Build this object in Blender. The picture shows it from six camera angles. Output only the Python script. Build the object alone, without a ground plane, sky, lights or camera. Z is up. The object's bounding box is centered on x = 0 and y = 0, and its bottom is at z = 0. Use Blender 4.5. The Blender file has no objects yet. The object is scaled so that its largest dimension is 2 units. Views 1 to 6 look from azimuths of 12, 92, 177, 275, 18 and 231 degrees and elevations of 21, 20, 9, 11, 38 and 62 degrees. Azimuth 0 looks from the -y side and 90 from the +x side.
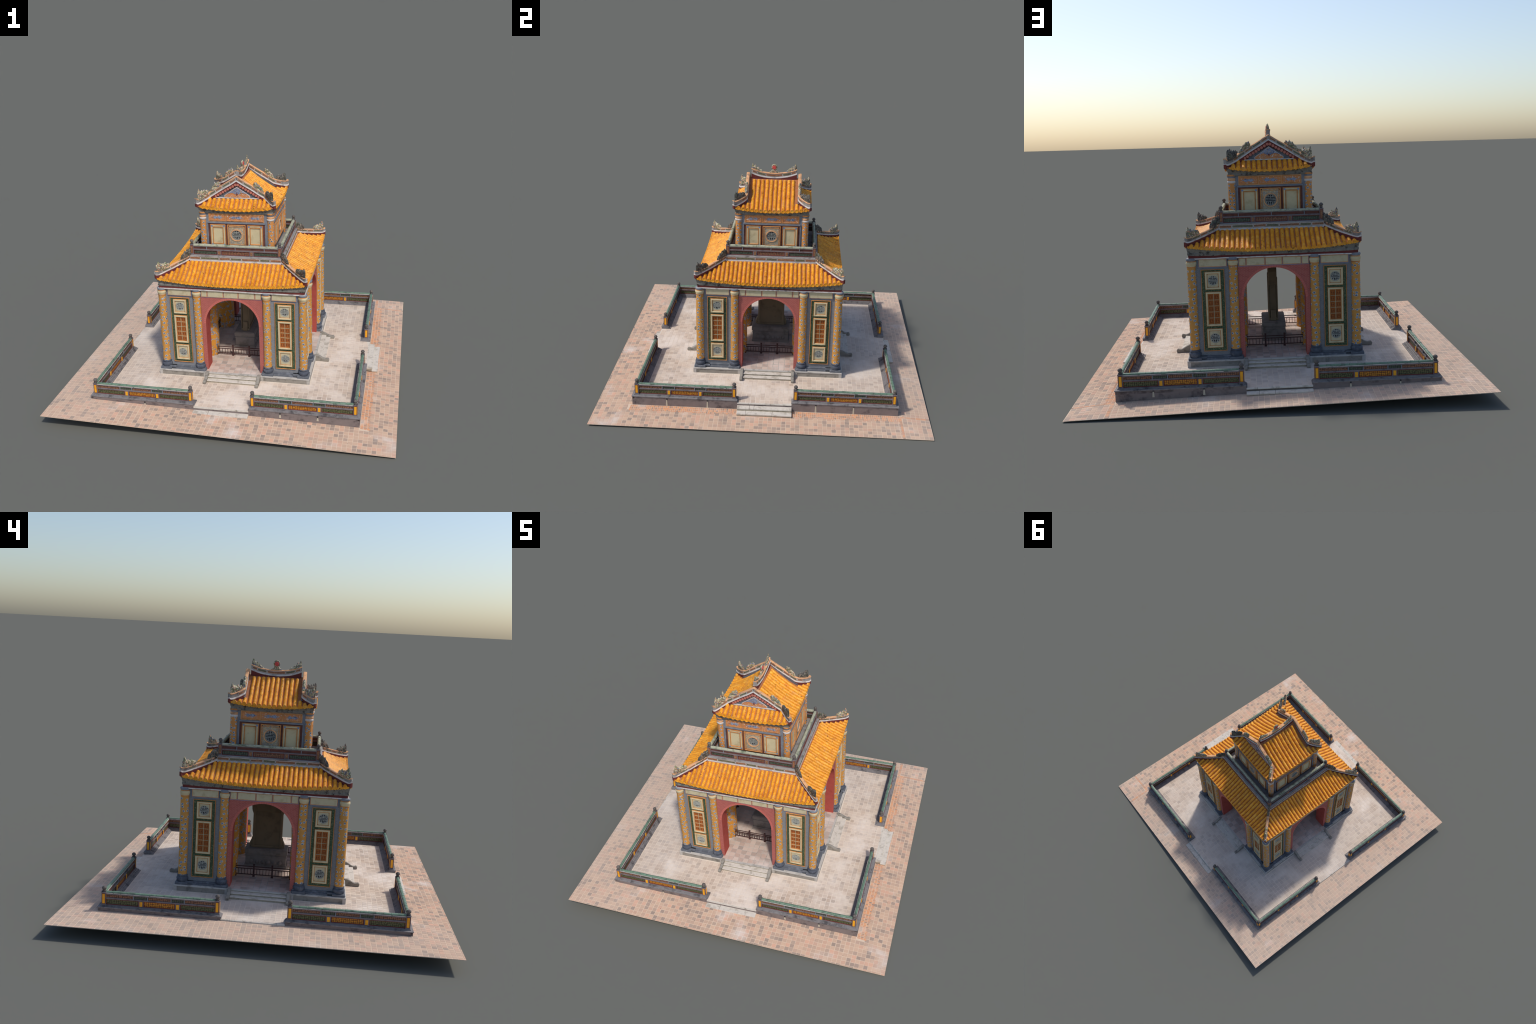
"""Two-storey stele pavilion with glazed tile roofs, on a balustraded court and a brick-paved ground."""
import bpy, math, random
from mathutils import Vector, Matrix, noise
from math import pi, sin, cos, sqrt

rng = random.Random(11)
HALF_TURN = pi / 2

# ------------------------------------------------------------------ materials
def srgb(r, g, b, k=1.0):
    def lin(c):
        c /= 255.0
        return c / 12.92 if c <= 0.04045 else ((c + 0.055) / 1.055) ** 2.4
    return (min(1, lin(r) * k), min(1, lin(g) * k), min(1, lin(b) * k), 1.0)

class Nodes:
    """Small helper to write node trees as expressions."""
    def __init__(self, name):
        self.mat = bpy.data.materials.new(name)
        self.mat.use_nodes = True
        self.t = self.mat.node_tree
        self.bsdf = self.t.nodes["Principled BSDF"]
        self.coord = self.t.nodes.new("ShaderNodeTexCoord").outputs["Object"]
        self.info = self.t.nodes.new("ShaderNodeObjectInfo")
    def put(self, sock, val):
        if isinstance(val, bpy.types.NodeSocket):
            self.t.links.new(val, sock)
        else:
            sock.default_value = val
    def math(self, op, a, b=0.0, clamp=False):
        n = self.t.nodes.new("ShaderNodeMath"); n.operation = op; n.use_clamp = clamp
        self.put(n.inputs[0], a); self.put(n.inputs[1], b)
        return n.outputs[0]
    def vmath(self, op, a, b):
        n = self.t.nodes.new("ShaderNodeVectorMath"); n.operation = op
        self.put(n.inputs[0], a); self.put(n.inputs[1], b)
        return n.outputs[0]
    def sep(self, v):
        n = self.t.nodes.new("ShaderNodeSeparateXYZ"); self.put(n.inputs[0], v); return n.outputs
    def comb(self, x, y, z):
        n = self.t.nodes.new("ShaderNodeCombineXYZ")
        for i, c in enumerate((x, y, z)):
            self.put(n.inputs[i], c)
        return n.outputs[0]
    def shifted(self):
        """Object coordinates moved by a random amount for each object."""
        r = self.math("MULTIPLY", self.info.outputs["Random"], 37.0)
        return self.vmath("ADD", self.coord, self.comb(r, r, r))
    def noise(self, scale, detail=3.0, vec=None, rough=0.55):
        n = self.t.nodes.new("ShaderNodeTexNoise")
        n.inputs["Scale"].default_value = scale; n.inputs["Detail"].default_value = detail
        n.inputs["Roughness"].default_value = rough
        self.put(n.inputs["Vector"], vec if vec is not None else self.coord)
        return n.outputs["Fac"]
    def voronoi(self, scale, vec=None, feature="F1", dims="3D", rand=1.0):
        n = self.t.nodes.new("ShaderNodeTexVoronoi"); n.feature = feature; n.voronoi_dimensions = dims
        n.inputs["Scale"].default_value = scale; n.inputs["Randomness"].default_value = rand
        self.put(n.inputs["Vector"], vec if vec is not None else self.coord)
        return n.outputs
    def step(self, v, lo, hi):
        n = self.t.nodes.new("ShaderNodeMapRange"); n.interpolation_type = "SMOOTHSTEP"
        self.put(n.inputs["Value"], v)
        n.inputs["From Min"].default_value = lo; n.inputs["From Max"].default_value = hi
        return n.outputs[0]
    def mix(self, f, a, b, kind="MIX"):
        n = self.t.nodes.new("ShaderNodeMix"); n.data_type = "RGBA"; n.blend_type = kind
        self.put(n.inputs[0], f); self.put(n.inputs[6], a); self.put(n.inputs[7], b)
        return n.outputs[2]
    def ramp(self, f, stops, mode="LINEAR"):
        n = self.t.nodes.new("ShaderNodeValToRGB"); n.color_ramp.interpolation = mode
        e = n.color_ramp.elements
        while len(e) < len(stops):
            e.new(0.5)
        for el, (p, c) in zip(e, stops):
            el.position = p; el.color = c
        self.put(n.inputs[0], f)
        return n.outputs[0]
    def island(self):
        return self.t.nodes.new("ShaderNodeNewGeometry").outputs["Random Per Island"]
    def bump(self, h, strength=0.3, dist=0.002):
        n = self.t.nodes.new("ShaderNodeBump")
        n.inputs["Strength"].default_value = strength; n.inputs["Distance"].default_value = dist
        self.put(n.inputs["Height"], h)
        self.t.links.new(n.outputs[0], self.bsdf.inputs["Normal"])
    def done(self, col, rough=0.8, spec=0.25, coat=0.0):
        self.put(self.bsdf.inputs["Base Color"], col)
        self.put(self.bsdf.inputs["Roughness"], rough)
        self.bsdf.inputs["Specular IOR Level"].default_value = spec
        self.bsdf.inputs["Coat Weight"].default_value = coat
        return self.mat

def scaled(c, k):
    return tuple(min(1.0, x * k) for x in c[:3]) + (1.0,)

def weathered(name, col, var=0.22, scale=60, stain=None, amount=0.35, stain_scale=25, rough=0.82, bump=0.25, spec=0.2):
    """Plain surface: mottled base colour, optional stains, fine bump."""
    n = Nodes(name)
    v = n.shifted()
    c = n.mix(n.noise(scale, 4, v), scaled(col, 1 - var), scaled(col, 1 + var))
    if stain:
        m = n.math("MULTIPLY", n.step(n.noise(stain_scale, 5, v, 0.65), 0.48, 0.68), amount)
        c = n.mix(m, c, stain)
    n.bump(n.noise(scale * 3, 3, v), bump, 0.001)
    return n.done(c, rough, spec)

def tile_glaze():
    n = Nodes("yellow_glaze")
    v = n.shifted()
    c = n.ramp(n.noise(38, 4, v), [(0.25, srgb(208, 126, 34)), (0.5, srgb(239, 160, 38)), (0.75, srgb(250, 186, 72))])  # saturation lowered toward the shade baked into the +y and -x slopes
    tone = n.math("ADD", 0.86, n.math("MULTIPLY", n.info.outputs["Random"], 0.2))
    c = n.mix(1.0, c, n.comb(tone, tone, tone), "MULTIPLY")
    dusty = n.math("MULTIPLY", n.step(n.noise(22, 3, v), 0.50, 0.72), 0.45)
    c = n.mix(dusty, c, srgb(206, 156, 92))
    # seams where one tile laps over the next
    o = n.sep(n.coord)
    seam = n.math("FRACT", n.math("MULTIPLY", o[1], 1 / 0.0105))
    c = n.mix(n.math("MULTIPLY", n.step(seam, 0.78, 0.98), 0.28), c, srgb(150, 78, 20))
    # black lichen flecks
    fleck = n.math("MULTIPLY", n.step(n.noise(120, 2, v), 0.635, 0.67), n.step(n.noise(16, 2, v), 0.40, 0.58))
    c = n.mix(fleck, c, srgb(62, 44, 22))
    n.bump(seam, 0.35, 0.0012)
    return n.done(c, 0.5, 0.35)

def pan_mortar():
    n = Nodes("pan_tile_mortar")
    c = n.ramp(n.noise(60, 4), [(0.3, srgb(170, 98, 48)), (0.55, srgb(176, 116, 80)), (0.75, srgb(158, 118, 102))])  # deck colour darkened to draw the groove shading between barrel rows
    n.bump(n.noise(300, 3), 0.3, 0.001)
    return n.done(c, 0.85)

def cloud_column(name, radius, cell, ground, size=0.31):
    """Yellow column with rows of blue and green cloud sprigs, laid out on the unrolled cylinder."""
    n = Nodes(name)
    o = n.sep(n.coord)
    ang = n.math("ARCTAN2", o[1], o[0])
    turns = round(2 * pi * radius / cell)
    u = n.math("MULTIPLY", n.math("ADD", ang, pi), turns / (2 * pi))
    r = n.math("MULTIPLY", n.info.outputs["Random"], 40.0)
    wob = n.math("MULTIPLY", n.math("SUBTRACT", n.noise(170, 2, n.shifted()), 0.5), 0.42)
    w = n.math("ADD", n.math("ADD", n.math("MULTIPLY", o[2], 1.25 / cell), r), wob)
    vec = n.comb(n.math("ADD", u, wob), w, 0.0)
    vo = n.voronoi(1.0, vec, "F1", "2D", 0.6)
    d = vo["Distance"]
    base = n.mix(n.noise(30, 4, n.shifted()), scaled(ground, 0.86), scaled(ground, 1.1))
    base = n.mix(n.math("MULTIPLY", n.step(n.noise(14, 4, n.shifted()), 0.55, 0.75), 0.4), base, scaled(ground, 0.7))
    c = n.mix(n.step(d, size, size - 0.06), base, srgb(212, 200, 175))
    inner = n.ramp(n.noise(220, 2), [(0.35, srgb(52, 74, 62)), (0.5, srgb(104, 124, 160)), (0.68, srgb(184, 192, 204))])
    c = n.mix(n.step(d, size - 0.05, size - 0.13), c, inner)
    n.bump(n.step(d, size, size - 0.15), 0.3, 0.0015)
    return n.done(c, 0.62, 0.3)

def dragon_column(name, ground):
    n = Nodes(name)
    v = n.shifted()
    band = n.math("ABSOLUTE", n.math("SUBTRACT", n.noise(26, 3, v), 0.5))
    c = n.mix(n.noise(20, 4, v), scaled(ground, 0.8), scaled(ground, 1.1))
    fig = n.ramp(n.noise(120, 3, v), [(0.35, srgb(96, 100, 104)), (0.5, srgb(150, 156, 170)), (0.7, srgb(206, 196, 176))])
    c = n.mix(n.step(band, 0.05, 0.02), c, fig)
    return n.done(c, 0.65, 0.3)

def mosaic(name, stops, scale, gap=srgb(60, 54, 48), gap_size=0.28, rough=0.6, grime=0.3, grime_col=srgb(48, 44, 40)):
    """Broken-china mosaic or pierced glazed tiles: small cells parted by dark joints."""
    n = Nodes(name)
    v = n.shifted()
    vo = n.voronoi(scale, v)
    tone = n.sep(vo["Color"])[0]
    c = n.ramp(tone, stops, "CONSTANT")
    edge = n.voronoi(scale, v, "DISTANCE_TO_EDGE")["Distance"]
    c = n.mix(n.step(edge, gap_size * 0.25, gap_size * 0.1), c, gap)
    c = n.mix(n.math("MULTIPLY", n.step(n.noise(30, 4, v), 0.45, 0.7), grime), c, grime_col)
    n.bump(edge, 0.5, 0.002)
    return n.done(c, rough, 0.3)

def pierced(name, col, dark):
    """Glazed pierced-tile grille: regular bright knobs over dark holes."""
    n = Nodes(name)
    o = n.sep(n.coord)
    vec = n.comb(n.math("MULTIPLY", o[0], 105.0), n.math("MULTIPLY", o[2], 105.0), n.math("MULTIPLY", o[1], 0.0))
    d = n.voronoi(1.0, vec, "F1", "2D", 0.35)["Distance"]
    c = n.mix(n.step(d, 0.34, 0.5), col, dark)
    c = n.mix(n.math("MULTIPLY", n.noise(45, 3, n.shifted()), 0.5), c, scaled(col, 0.55))
    n.bump(d, -0.6, 0.003)
    return n.done(c, 0.5, 0.35)

def brickwork(name, c1, c2, mortar, width, height, joint=0.06):
    n = Nodes(name)
    o = n.sep(n.coord)
    b = n.t.nodes.new("ShaderNodeTexBrick")
    n.put(b.inputs["Vector"], n.comb(n.math("ADD", o[0], o[1]), o[2], 0.0))
    b.inputs["Color1"].default_value, b.inputs["Color2"].default_value = c1, c2
    b.inputs["Mortar"].default_value = mortar
    b.inputs["Scale"].default_value = 1.0
    b.inputs["Brick Width"].default_value, b.inputs["Row Height"].default_value = width, height
    b.inputs["Mortar Size"].default_value = height * joint * 2
    b.inputs["Mortar Smooth"].default_value = 0.4
    c = n.mix(n.math("MULTIPLY", n.noise(35, 4, n.shifted()), 0.5), b.outputs["Color"], scaled(c1, 0.82))
    n.bump(b.outputs["Fac"], -0.3, 0.001)
    return n.done(c, 0.85)

def paving(name, stops, wash, wash_lo, wash_hi, wash_scale, drift=None, grime=0.3):
    """Each paving tile takes one tone; a wash paints baked whitish glare in patches."""
    n = Nodes(name)
    c = n.ramp(n.island(), stops)
    o = n.sep(n.coord)
    if drift:
        # tiles grow greyer toward the far side of the court, with an uneven border
        m = n.math("ADD", n.math("MULTIPLY", n.math("SUBTRACT", o[1], o[0]), 0.55), n.noise(3.5, 3))
        c = n.mix(n.math("MULTIPLY", n.step(m, 0.1, 0.9), 0.85), c, n.mix(0.55, c, drift))
    c = n.mix(n.math("MULTIPLY", n.noise(90, 4), 0.22), c, srgb(168, 142, 122))
    w = n.math("MULTIPLY", n.step(n.noise(wash_scale, 4, None, 0.6), wash_lo, wash_hi), 0.85)
    c = n.mix(w, c, wash)
    soot = n.math("MULTIPLY", n.step(n.noise(7, 5, n.vmath("ADD", n.coord, (5.0, 3.0, 0.0)), 0.65), 0.55, 0.75), grime)
    c = n.mix(soot, c, srgb(138, 120, 106))
    crack = n.math("MULTIPLY", n.step(n.noise(75, 2, n.vmath("ADD", n.coord, (2.0, 9.0, 0.0))), 0.735, 0.765), 0.7)
    c = n.mix(crack, c, srgb(70, 58, 50))
    n.bump(n.noise(220, 3), 0.25, 0.001)
    return n.done(c, 0.9, 0.15)

YELLOW = srgb(200, 143, 72)
MAT = dict(
    glaze=tile_glaze(), pan=pan_mortar(),
    column=cloud_column("cloud_column_glaze", 0.0235, 0.0290, YELLOW),
    upper_column=cloud_column("upper_column_glaze", 0.0205, 0.0255, srgb(204, 138, 76)),
    inner_column=dragon_column("dragon_column_paint", srgb(214, 146, 56)),
    red=brickwork("red_brick", srgb(176, 94, 86), srgb(162, 82, 76), srgb(190, 130, 118), 0.016, 0.0062),
    grey_brick=brickwork("grey_brick", srgb(132, 134, 138), srgb(116, 118, 123), srgb(154, 154, 154), 0.014, 0.005),
    arch_ring=weathered("arch_ring_plaster", srgb(194, 108, 97), 0.15),
    red_plaster=weathered("red_plaster", srgb(178, 84, 74), 0.16, 40, srgb(150, 62, 54), 0.4),
    dark_stone=weathered("blue_grey_stone", srgb(100, 103, 109), 0.2, 45, srgb(150, 152, 160), 0.5, 30),
    grey_trim=weathered("slate_trim", srgb(123, 127, 135), 0.2, 60, srgb(158, 158, 160), 0.4),
    white_trim=weathered("lime_white_trim", srgb(208, 200, 194), 0.16, 70, srgb(118, 112, 110), 0.65),
    cream=weathered("cream_plaster", srgb(196, 184, 152), 0.12, 40, srgb(166, 148, 112), 0.55, 30),
    pale_cream=weathered("pale_cream_plaster", srgb(206, 190, 152), 0.14, 50, srgb(160, 138, 100), 0.5),
    blue=weathered("blue_line_paint", srgb(118, 138, 176), 0.15, 80),
    orange=weathered("orange_paint", srgb(202, 138, 82), 0.2, 70, srgb(140, 92, 60), 0.6),
    peach=weathered("peach_coping", srgb(220, 166, 120), 0.18, 60, srgb(122, 100, 92), 0.7),
    maroon=weathered("maroon_paint", srgb(112, 54, 50), 0.24, 60, srgb(84, 48, 46), 0.5),
    gold=weathered("gold_glazed_panel", srgb(240, 168, 36), 0.14, 50, srgb(196, 120, 30), 0.5, rough=0.5, spec=0.4),
    soot=weathered("sooty_cornice", srgb(128, 124, 116), 0.35, 80, srgb(52, 48, 45), 0.85, 50),
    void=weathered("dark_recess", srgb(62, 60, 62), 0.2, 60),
    green_panel=mosaic("green_mosaic", [(0.0, srgb(58, 82, 54)), (0.35, srgb(82, 104, 72)), (0.6, srgb(70, 88, 66)), (0.85, srgb(118, 126, 98))], 300, srgb(48, 56, 42), 0.2, grime=0.35, grime_col=srgb(58, 62, 46)),
    fret_back=weathered("fret_shadow_clay", srgb(128, 74, 44), 0.25, 60),
    fret_line=weathered("terracotta_fret_line", srgb(204, 124, 58), 0.22, 60, srgb(150, 84, 44), 0.5),
    roundel=weathered("pale_stone_tracery", srgb(176, 176, 166), 0.2, 90, srgb(130, 134, 130), 0.5),
    upper_tracery=weathered("grey_stone_tracery", srgb(158, 158, 150), 0.2, 90, srgb(100, 104, 104), 0.5),
    china=mosaic("painted_china_panel", [(0.0, srgb(206, 140, 88)), (0.5, srgb(192, 126, 82)), (0.84, srgb(176, 156, 140)), (0.94, srgb(206, 198, 186))], 240, srgb(190, 120, 80), 0.1, grime=0.2, grime_col=srgb(150, 100, 70)),
    blue_china=mosaic("blue_china_panel", [(0.0, srgb(128, 136, 158)), (0.4, srgb(150, 158, 178)), (0.75, srgb(170, 150, 130)), (0.9, srgb(96, 104, 130))], 180, srgb(120, 128, 150), 0.1, grime=0.2),
    frame_stone=mosaic("speckled_stone_frame", [(0.0, srgb(168, 152, 124)), (0.4, srgb(190, 176, 148)), (0.7, srgb(140, 144, 150)), (0.88, srgb(206, 168, 118))], 260, srgb(150, 138, 120), 0.1, grime=0.3, grime_col=srgb(110, 90, 70)),
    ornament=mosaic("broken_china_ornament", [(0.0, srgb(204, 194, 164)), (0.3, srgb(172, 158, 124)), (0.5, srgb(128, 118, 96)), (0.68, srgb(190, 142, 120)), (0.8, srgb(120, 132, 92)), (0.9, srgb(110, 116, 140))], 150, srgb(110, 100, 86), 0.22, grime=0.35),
    dark_ornament=mosaic("dark_china_ornament", [(0.0, srgb(128, 122, 110)), (0.3, srgb(92, 88, 82)), (0.55, srgb(74, 72, 70)), (0.75, srgb(128, 108, 92)), (0.88, srgb(96, 104, 84))], 150, srgb(56, 52, 48), 0.24, grime=0.6),
    pearl=weathered("red_pearl", srgb(206, 86, 80), 0.15),
    slate=weathered("slate_ledge", srgb(150, 145, 141), 0.2, 40, srgb(82, 78, 76), 0.75, 14),
    brown_panel=mosaic("brown_ridge_panel", [(0.0, srgb(158, 106, 72)), (0.5, srgb(136, 98, 74)), (0.8, srgb(170, 130, 94))], 260, srgb(110, 80, 62), 0.2, grime=0.4, grime_col=srgb(90, 74, 62)),
    olive_panel=mosaic("olive_ridge_panel", [(0.0, srgb(110, 112, 84)), (0.5, srgb(130, 122, 94)), (0.8, srgb(96, 100, 84))], 260, srgb(84, 82, 66), 0.2, grime=0.4, grime_col=srgb(70, 68, 60)),
    rail_green=weathered("green_glazed_coping", srgb(104, 128, 108), 0.28, 60, srgb(62, 66, 58), 0.55, 40, rough=0.5, spec=0.4),
    rail_pale=weathered("mossy_lime_coping", srgb(168, 168, 146), 0.2, 50, srgb(82, 98, 78), 0.85, 30),
    rail_dark=weathered("sooty_maroon_frame", srgb(108, 68, 60), 0.25, 60, srgb(60, 48, 46), 0.6),
    post=weathered("grey_post_plaster", srgb(120, 112, 114), 0.2, 60, srgb(78, 72, 74), 0.65),
    finial=weathered("dark_finial_stone", srgb(96, 90, 86), 0.22, 70, srgb(140, 132, 122), 0.4),
    pierced_green=pierced("pierced_green_tile", srgb(104, 106, 70), srgb(50, 44, 34)),
    pierced_gold=pierced("pierced_gold_tile", srgb(206, 136, 44), srgb(92, 50, 26)),
    dull_green=pierced("weathered_green_grille", srgb(86, 96, 78), srgb(50, 48, 44)),
    dull_brown=pierced("weathered_brown_grille", srgb(150, 104, 78), srgb(74, 52, 44)),
    base_stone=weathered("dark_column_base_stone", srgb(80, 84, 94), 0.22, 45, srgb(130, 132, 138), 0.45, 30),
    scallop_paint=weathered("rose_scallop_paint", srgb(186, 116, 100), 0.2, 60),
    kerb_stone=weathered("streaked_kerb_stone", srgb(132, 128, 128), 0.25, 60, srgb(74, 70, 72), 0.85, 22),
    retaining=weathered("retaining_wall_render", srgb(128, 116, 112), 0.22, 30, srgb(76, 68, 68), 0.85, 14),
    lime_streak=weathered("lime_streak", srgb(190, 180, 160), 0.15, 60),
    step_stone=weathered("step_stone", srgb(208, 199, 187), 0.12, 40, srgb(152, 142, 126), 0.65, 30),
    riser_stone=weathered("riser_stone", srgb(164, 154, 136), 0.18, 50, srgb(106, 98, 80), 0.6, 30),
    slab_stone=weathered("slab_stone", srgb(188, 182, 174), 0.15, 40, srgb(120, 116, 108), 0.6, 26),
    plinth_stone=weathered("plinth_stone", srgb(150, 144, 134), 0.18, 40, srgb(98, 94, 88), 0.7, 22),
    cheek_stone=weathered("stair_cheek_stone", srgb(148, 142, 132), 0.2, 50, srgb(92, 88, 82), 0.7, 40),
    stele_stone=weathered("stele_stone", srgb(134, 121, 98), 0.18, 30, srgb(98, 88, 72), 0.6, 15),
    pedestal_stone=weathered("pedestal_stone", srgb(140, 134, 128), 0.18, 40, srgb(98, 92, 86), 0.6, 18),
    ceiling=weathered("dark_ceiling", srgb(120, 96, 76), 0.15),
    inside=weathered("inner_wall_plaster", srgb(170, 120, 70), 0.2, 20, srgb(110, 80, 60), 0.5, 10),
    iron=weathered("painted_iron", srgb(74, 52, 50), 0.2, 80),
    grout=paving("ground_mortar", [(0.0, srgb(218, 194, 170)), (1.0, srgb(218, 194, 170))], srgb(218, 208, 200), 0.55, 0.75, 4, None, 0.3),
    outer_paving=paving("ground_paving_tile",
        [(0.0, srgb(156, 138, 125)), (0.14, srgb(172, 149, 133)), (0.3, srgb(201, 169, 145)), (0.5, srgb(210, 176, 150)), (0.68, srgb(190, 161, 140)), (0.84, srgb(217, 170, 144)), (1.0, srgb(176, 155, 138))],
        srgb(218, 204, 192), 0.56, 0.78, 4.0, srgb(196, 180, 167)),
    edge_paving=paving("orange_edge_brick",
        [(0.0, srgb(158, 131, 115)), (0.2, srgb(190, 146, 118)), (0.4, srgb(214, 158, 122)), (0.6, srgb(224, 154, 106)), (0.8, srgb(206, 150, 120)), (1.0, srgb(172, 138, 118))],
        srgb(214, 204, 196), 0.52, 0.75, 5.0, srgb(196, 182, 170), 0.6),
    court_grout=paving("court_mortar", [(0.0, srgb(226, 211, 194)), (1.0, srgb(226, 211, 194))], srgb(226, 214, 202), 0.5, 0.7, 4, None, 0.2),
    court_paving=paving("court_paving_tile",
        [(0.0, srgb(188, 168, 150)), (0.2, srgb(202, 183, 166)), (0.5, srgb(216, 199, 181)), (0.75, srgb(208, 187, 168)), (0.92, srgb(194, 178, 164)), (1.0, srgb(176, 160, 146))],
        srgb(226, 213, 200), 0.46, 0.70, 5.0, srgb(210, 200, 192), 0.2),
    floor_paving=paving("hall_floor_tile",
        [(0.0, srgb(176, 158, 147)), (0.25, srgb(204, 184, 170)), (0.5, srgb(212, 192, 178)), (0.75, srgb(198, 172, 158)), (1.0, srgb(166, 154, 146))],
        srgb(218, 204, 194), 0.5, 0.7, 6.0, None, 0.25),
)

# ------------------------------------------------------------------ mesh building
UNEVEN = dict(coping=0.0016, coping_bed=0.0014, level_ridge=0.0012, hip_ridge=0.0012, raking_ridge=0.0012, main_ridge=0.0012, ridge_foot=0.0014,
              ridge_coping=0.0014, ridge_border=0.0012, ridge_inlay=0.0012, cornice=0.0018, cornice_band=0.0014, cornice_fillet=0.0014, upper_cornice=0.0018,
              kerb=0.0012, column=0.0011, upper_column=0.001, stair_cheek=0.002, window_frame=0.0006, frame_moulding=0.0006, panel_frame=0.0008, terrace_floor=0.0012,
              niche_frame=0.0007, niche_moulding=0.0007, scalloped_band=0.0008, step=0.001, stele_pedestal=0.0006, hall_column=0.003)

class Shape:
    """Collects vertices and faces. Face frame: u along a side, d outward from the centre, z up (x = u, y = -d)."""
    def __init__(self):
        self.v, self.f = [], []
    def add(self, verts, faces):
        k = len(self.v)
        self.v += [tuple(p) for p in verts]
        self.f += [tuple(i + k for i in q) for q in faces]
        return self
    def box(self, u0, u1, d0, d1, z0, z1):
        return self.block(u0, u1, -d1, -d0, z0, z1)
    def block(self, x0, x1, y0, y1, z0, z1, top=0.0):
        t = top
        vs = [(x0, y0, z0), (x1, y0, z0), (x1, y1, z0), (x0, y1, z0),
              (x0 + t, y0 + t, z1), (x1 - t, y0 + t, z1), (x1 - t, y1 - t, z1), (x0 + t, y1 - t, z1)]
        return self.add(vs, [(0, 3, 2, 1), (4, 5, 6, 7), (0, 1, 5, 4), (1, 2, 6, 5), (2, 3, 7, 6), (3, 0, 4, 7)])
    def frame(self, u0, u1, z0, z1, w, d0, d1):
        """Rectangular picture-frame moulding of width w with a sloped inner edge."""
        def ring(inset, d):
            return [(u0 + inset, -d, z0 + inset), (u1 - inset, -d, z0 + inset), (u1 - inset, -d, z1 - inset), (u0 + inset, -d, z1 - inset)]
        return self.loft([ring(0, d0), ring(0, d1 - 0.001), ring(0.001, d1), ring(w * 0.7, d1), ring(w, d1 - 0.6 * (d1 - d0)), ring(w, d0)], caps=False)
    def loft(self, rings, caps=True, closed=True):
        n = len(rings[0]); vs = [p for r in rings for p in r]; fs = []
        for a in range(len(rings) - 1):
            for i in range(n if closed else n - 1):
                j = (i + 1) % n
                fs.append((a * n + i, a * n + j, (a + 1) * n + j, (a + 1) * n + i))
        if caps:
            fs.append(tuple(range(n))[::-1]); fs.append(tuple(range((len(rings) - 1) * n, len(rings) * n)))
        return self.add(vs, fs)
    def lathe(self, profile, seg=20, x=0.0, y=0.0, squash=None):
        rings = []
        for r, z in profile:
            rings.append([(x + r * cos(2 * pi * i / seg), y + r * sin(2 * pi * i / seg), z) for i in range(seg)])
        return self.loft(rings)
    def extrude(self, outline, d0, d1):
        """Outline in the (u, z) plane pushed from depth d0 out to d1."""
        return self.loft([[(u, -d0, z) for u, z in outline], [(u, -d1, z) for u, z in outline]])
    def sweep(self, path, section, caps=True):
        """Carry a section (sideways, up) along a path; sideways stays level."""
        rings = []
        for i, p in enumerate(path):
            a, b = path[max(0, i - 1)], path[min(len(path) - 1, i + 1)]
            t = Vector((b[0] - a[0], b[1] - a[1], 0)).normalized()
            s = Vector((t.y, -t.x, 0))
            sec = section(i / (len(path) - 1)) if callable(section) else section
            rings.append([(p[0] + s.x * q[0], p[1] + s.y * q[0], p[2] + q[1]) for q in sec])
        return self.loft(rings, caps)
    def ring_sweep(self, profile, lift=lambda f, k: 0.0, n=16, closed=False):
        """Profile [(half side, z)] carried round a square plan, mitred; lift(fraction, profile index) bends it."""
        loops = []
        for k, (h, z) in enumerate(profile):
            loop = []
            for side in range(4):
                a = side * HALF_TURN
                for i in range(n):
                    f = -1 + 2 * i / n
                    x, y = f * h, -h
                    loop.append((x * cos(a) - y * sin(a), x * sin(a) + y * cos(a), z + lift(f, k)))
            loops.append(loop)
        if closed:
            loops.append(loops[0])
        return self.loft(loops, caps=False)
    def mesh(self, name, mat, smooth=None, bevel=None):
        import bmesh
        me = bpy.data.meshes.new(name)
        if name in UNEVEN:
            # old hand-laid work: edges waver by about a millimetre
            k = UNEVEN[name]
            self.v = [tuple(Vector(p) + k * noise.noise_vector(Vector(p) * 16) + 0.5 * k * noise.noise_vector(Vector(p) * 45)) for p in self.v]
        me.from_pydata(self.v, [], self.f)
        bm = bmesh.new(); bm.from_mesh(me)
        if bevel:
            edges = [e for e in bm.edges if len(e.link_faces) == 2 and e.calc_face_angle(0) > 0.6]
            bmesh.ops.bevel(bm, geom=edges, offset=bevel, segments=1, affect="EDGES", clamp_overlap=True)
        bmesh.ops.recalc_face_normals(bm, faces=bm.faces)
        bm.to_mesh(me); bm.free()
        me.materials.append(MAT[mat])
        if smooth is not None:
            me.shade_smooth()
            me.set_sharp_from_angle(angle=math.radians(smooth))
        return me

def place(name, me, parent, loc=(0, 0, 0), turn=0.0):
    ob = bpy.data.objects.new(name, me)
    bpy.context.scene.collection.objects.link(ob)
    ob.parent = parent
    ob.location = loc
    ob.rotation_euler = (0, 0, turn)
    return ob

def four(name, me, parent):
    """The same piece on all four sides."""
    return [place(name, me, parent, turn=k * HALF_TURN) for k in range(4)]

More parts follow.
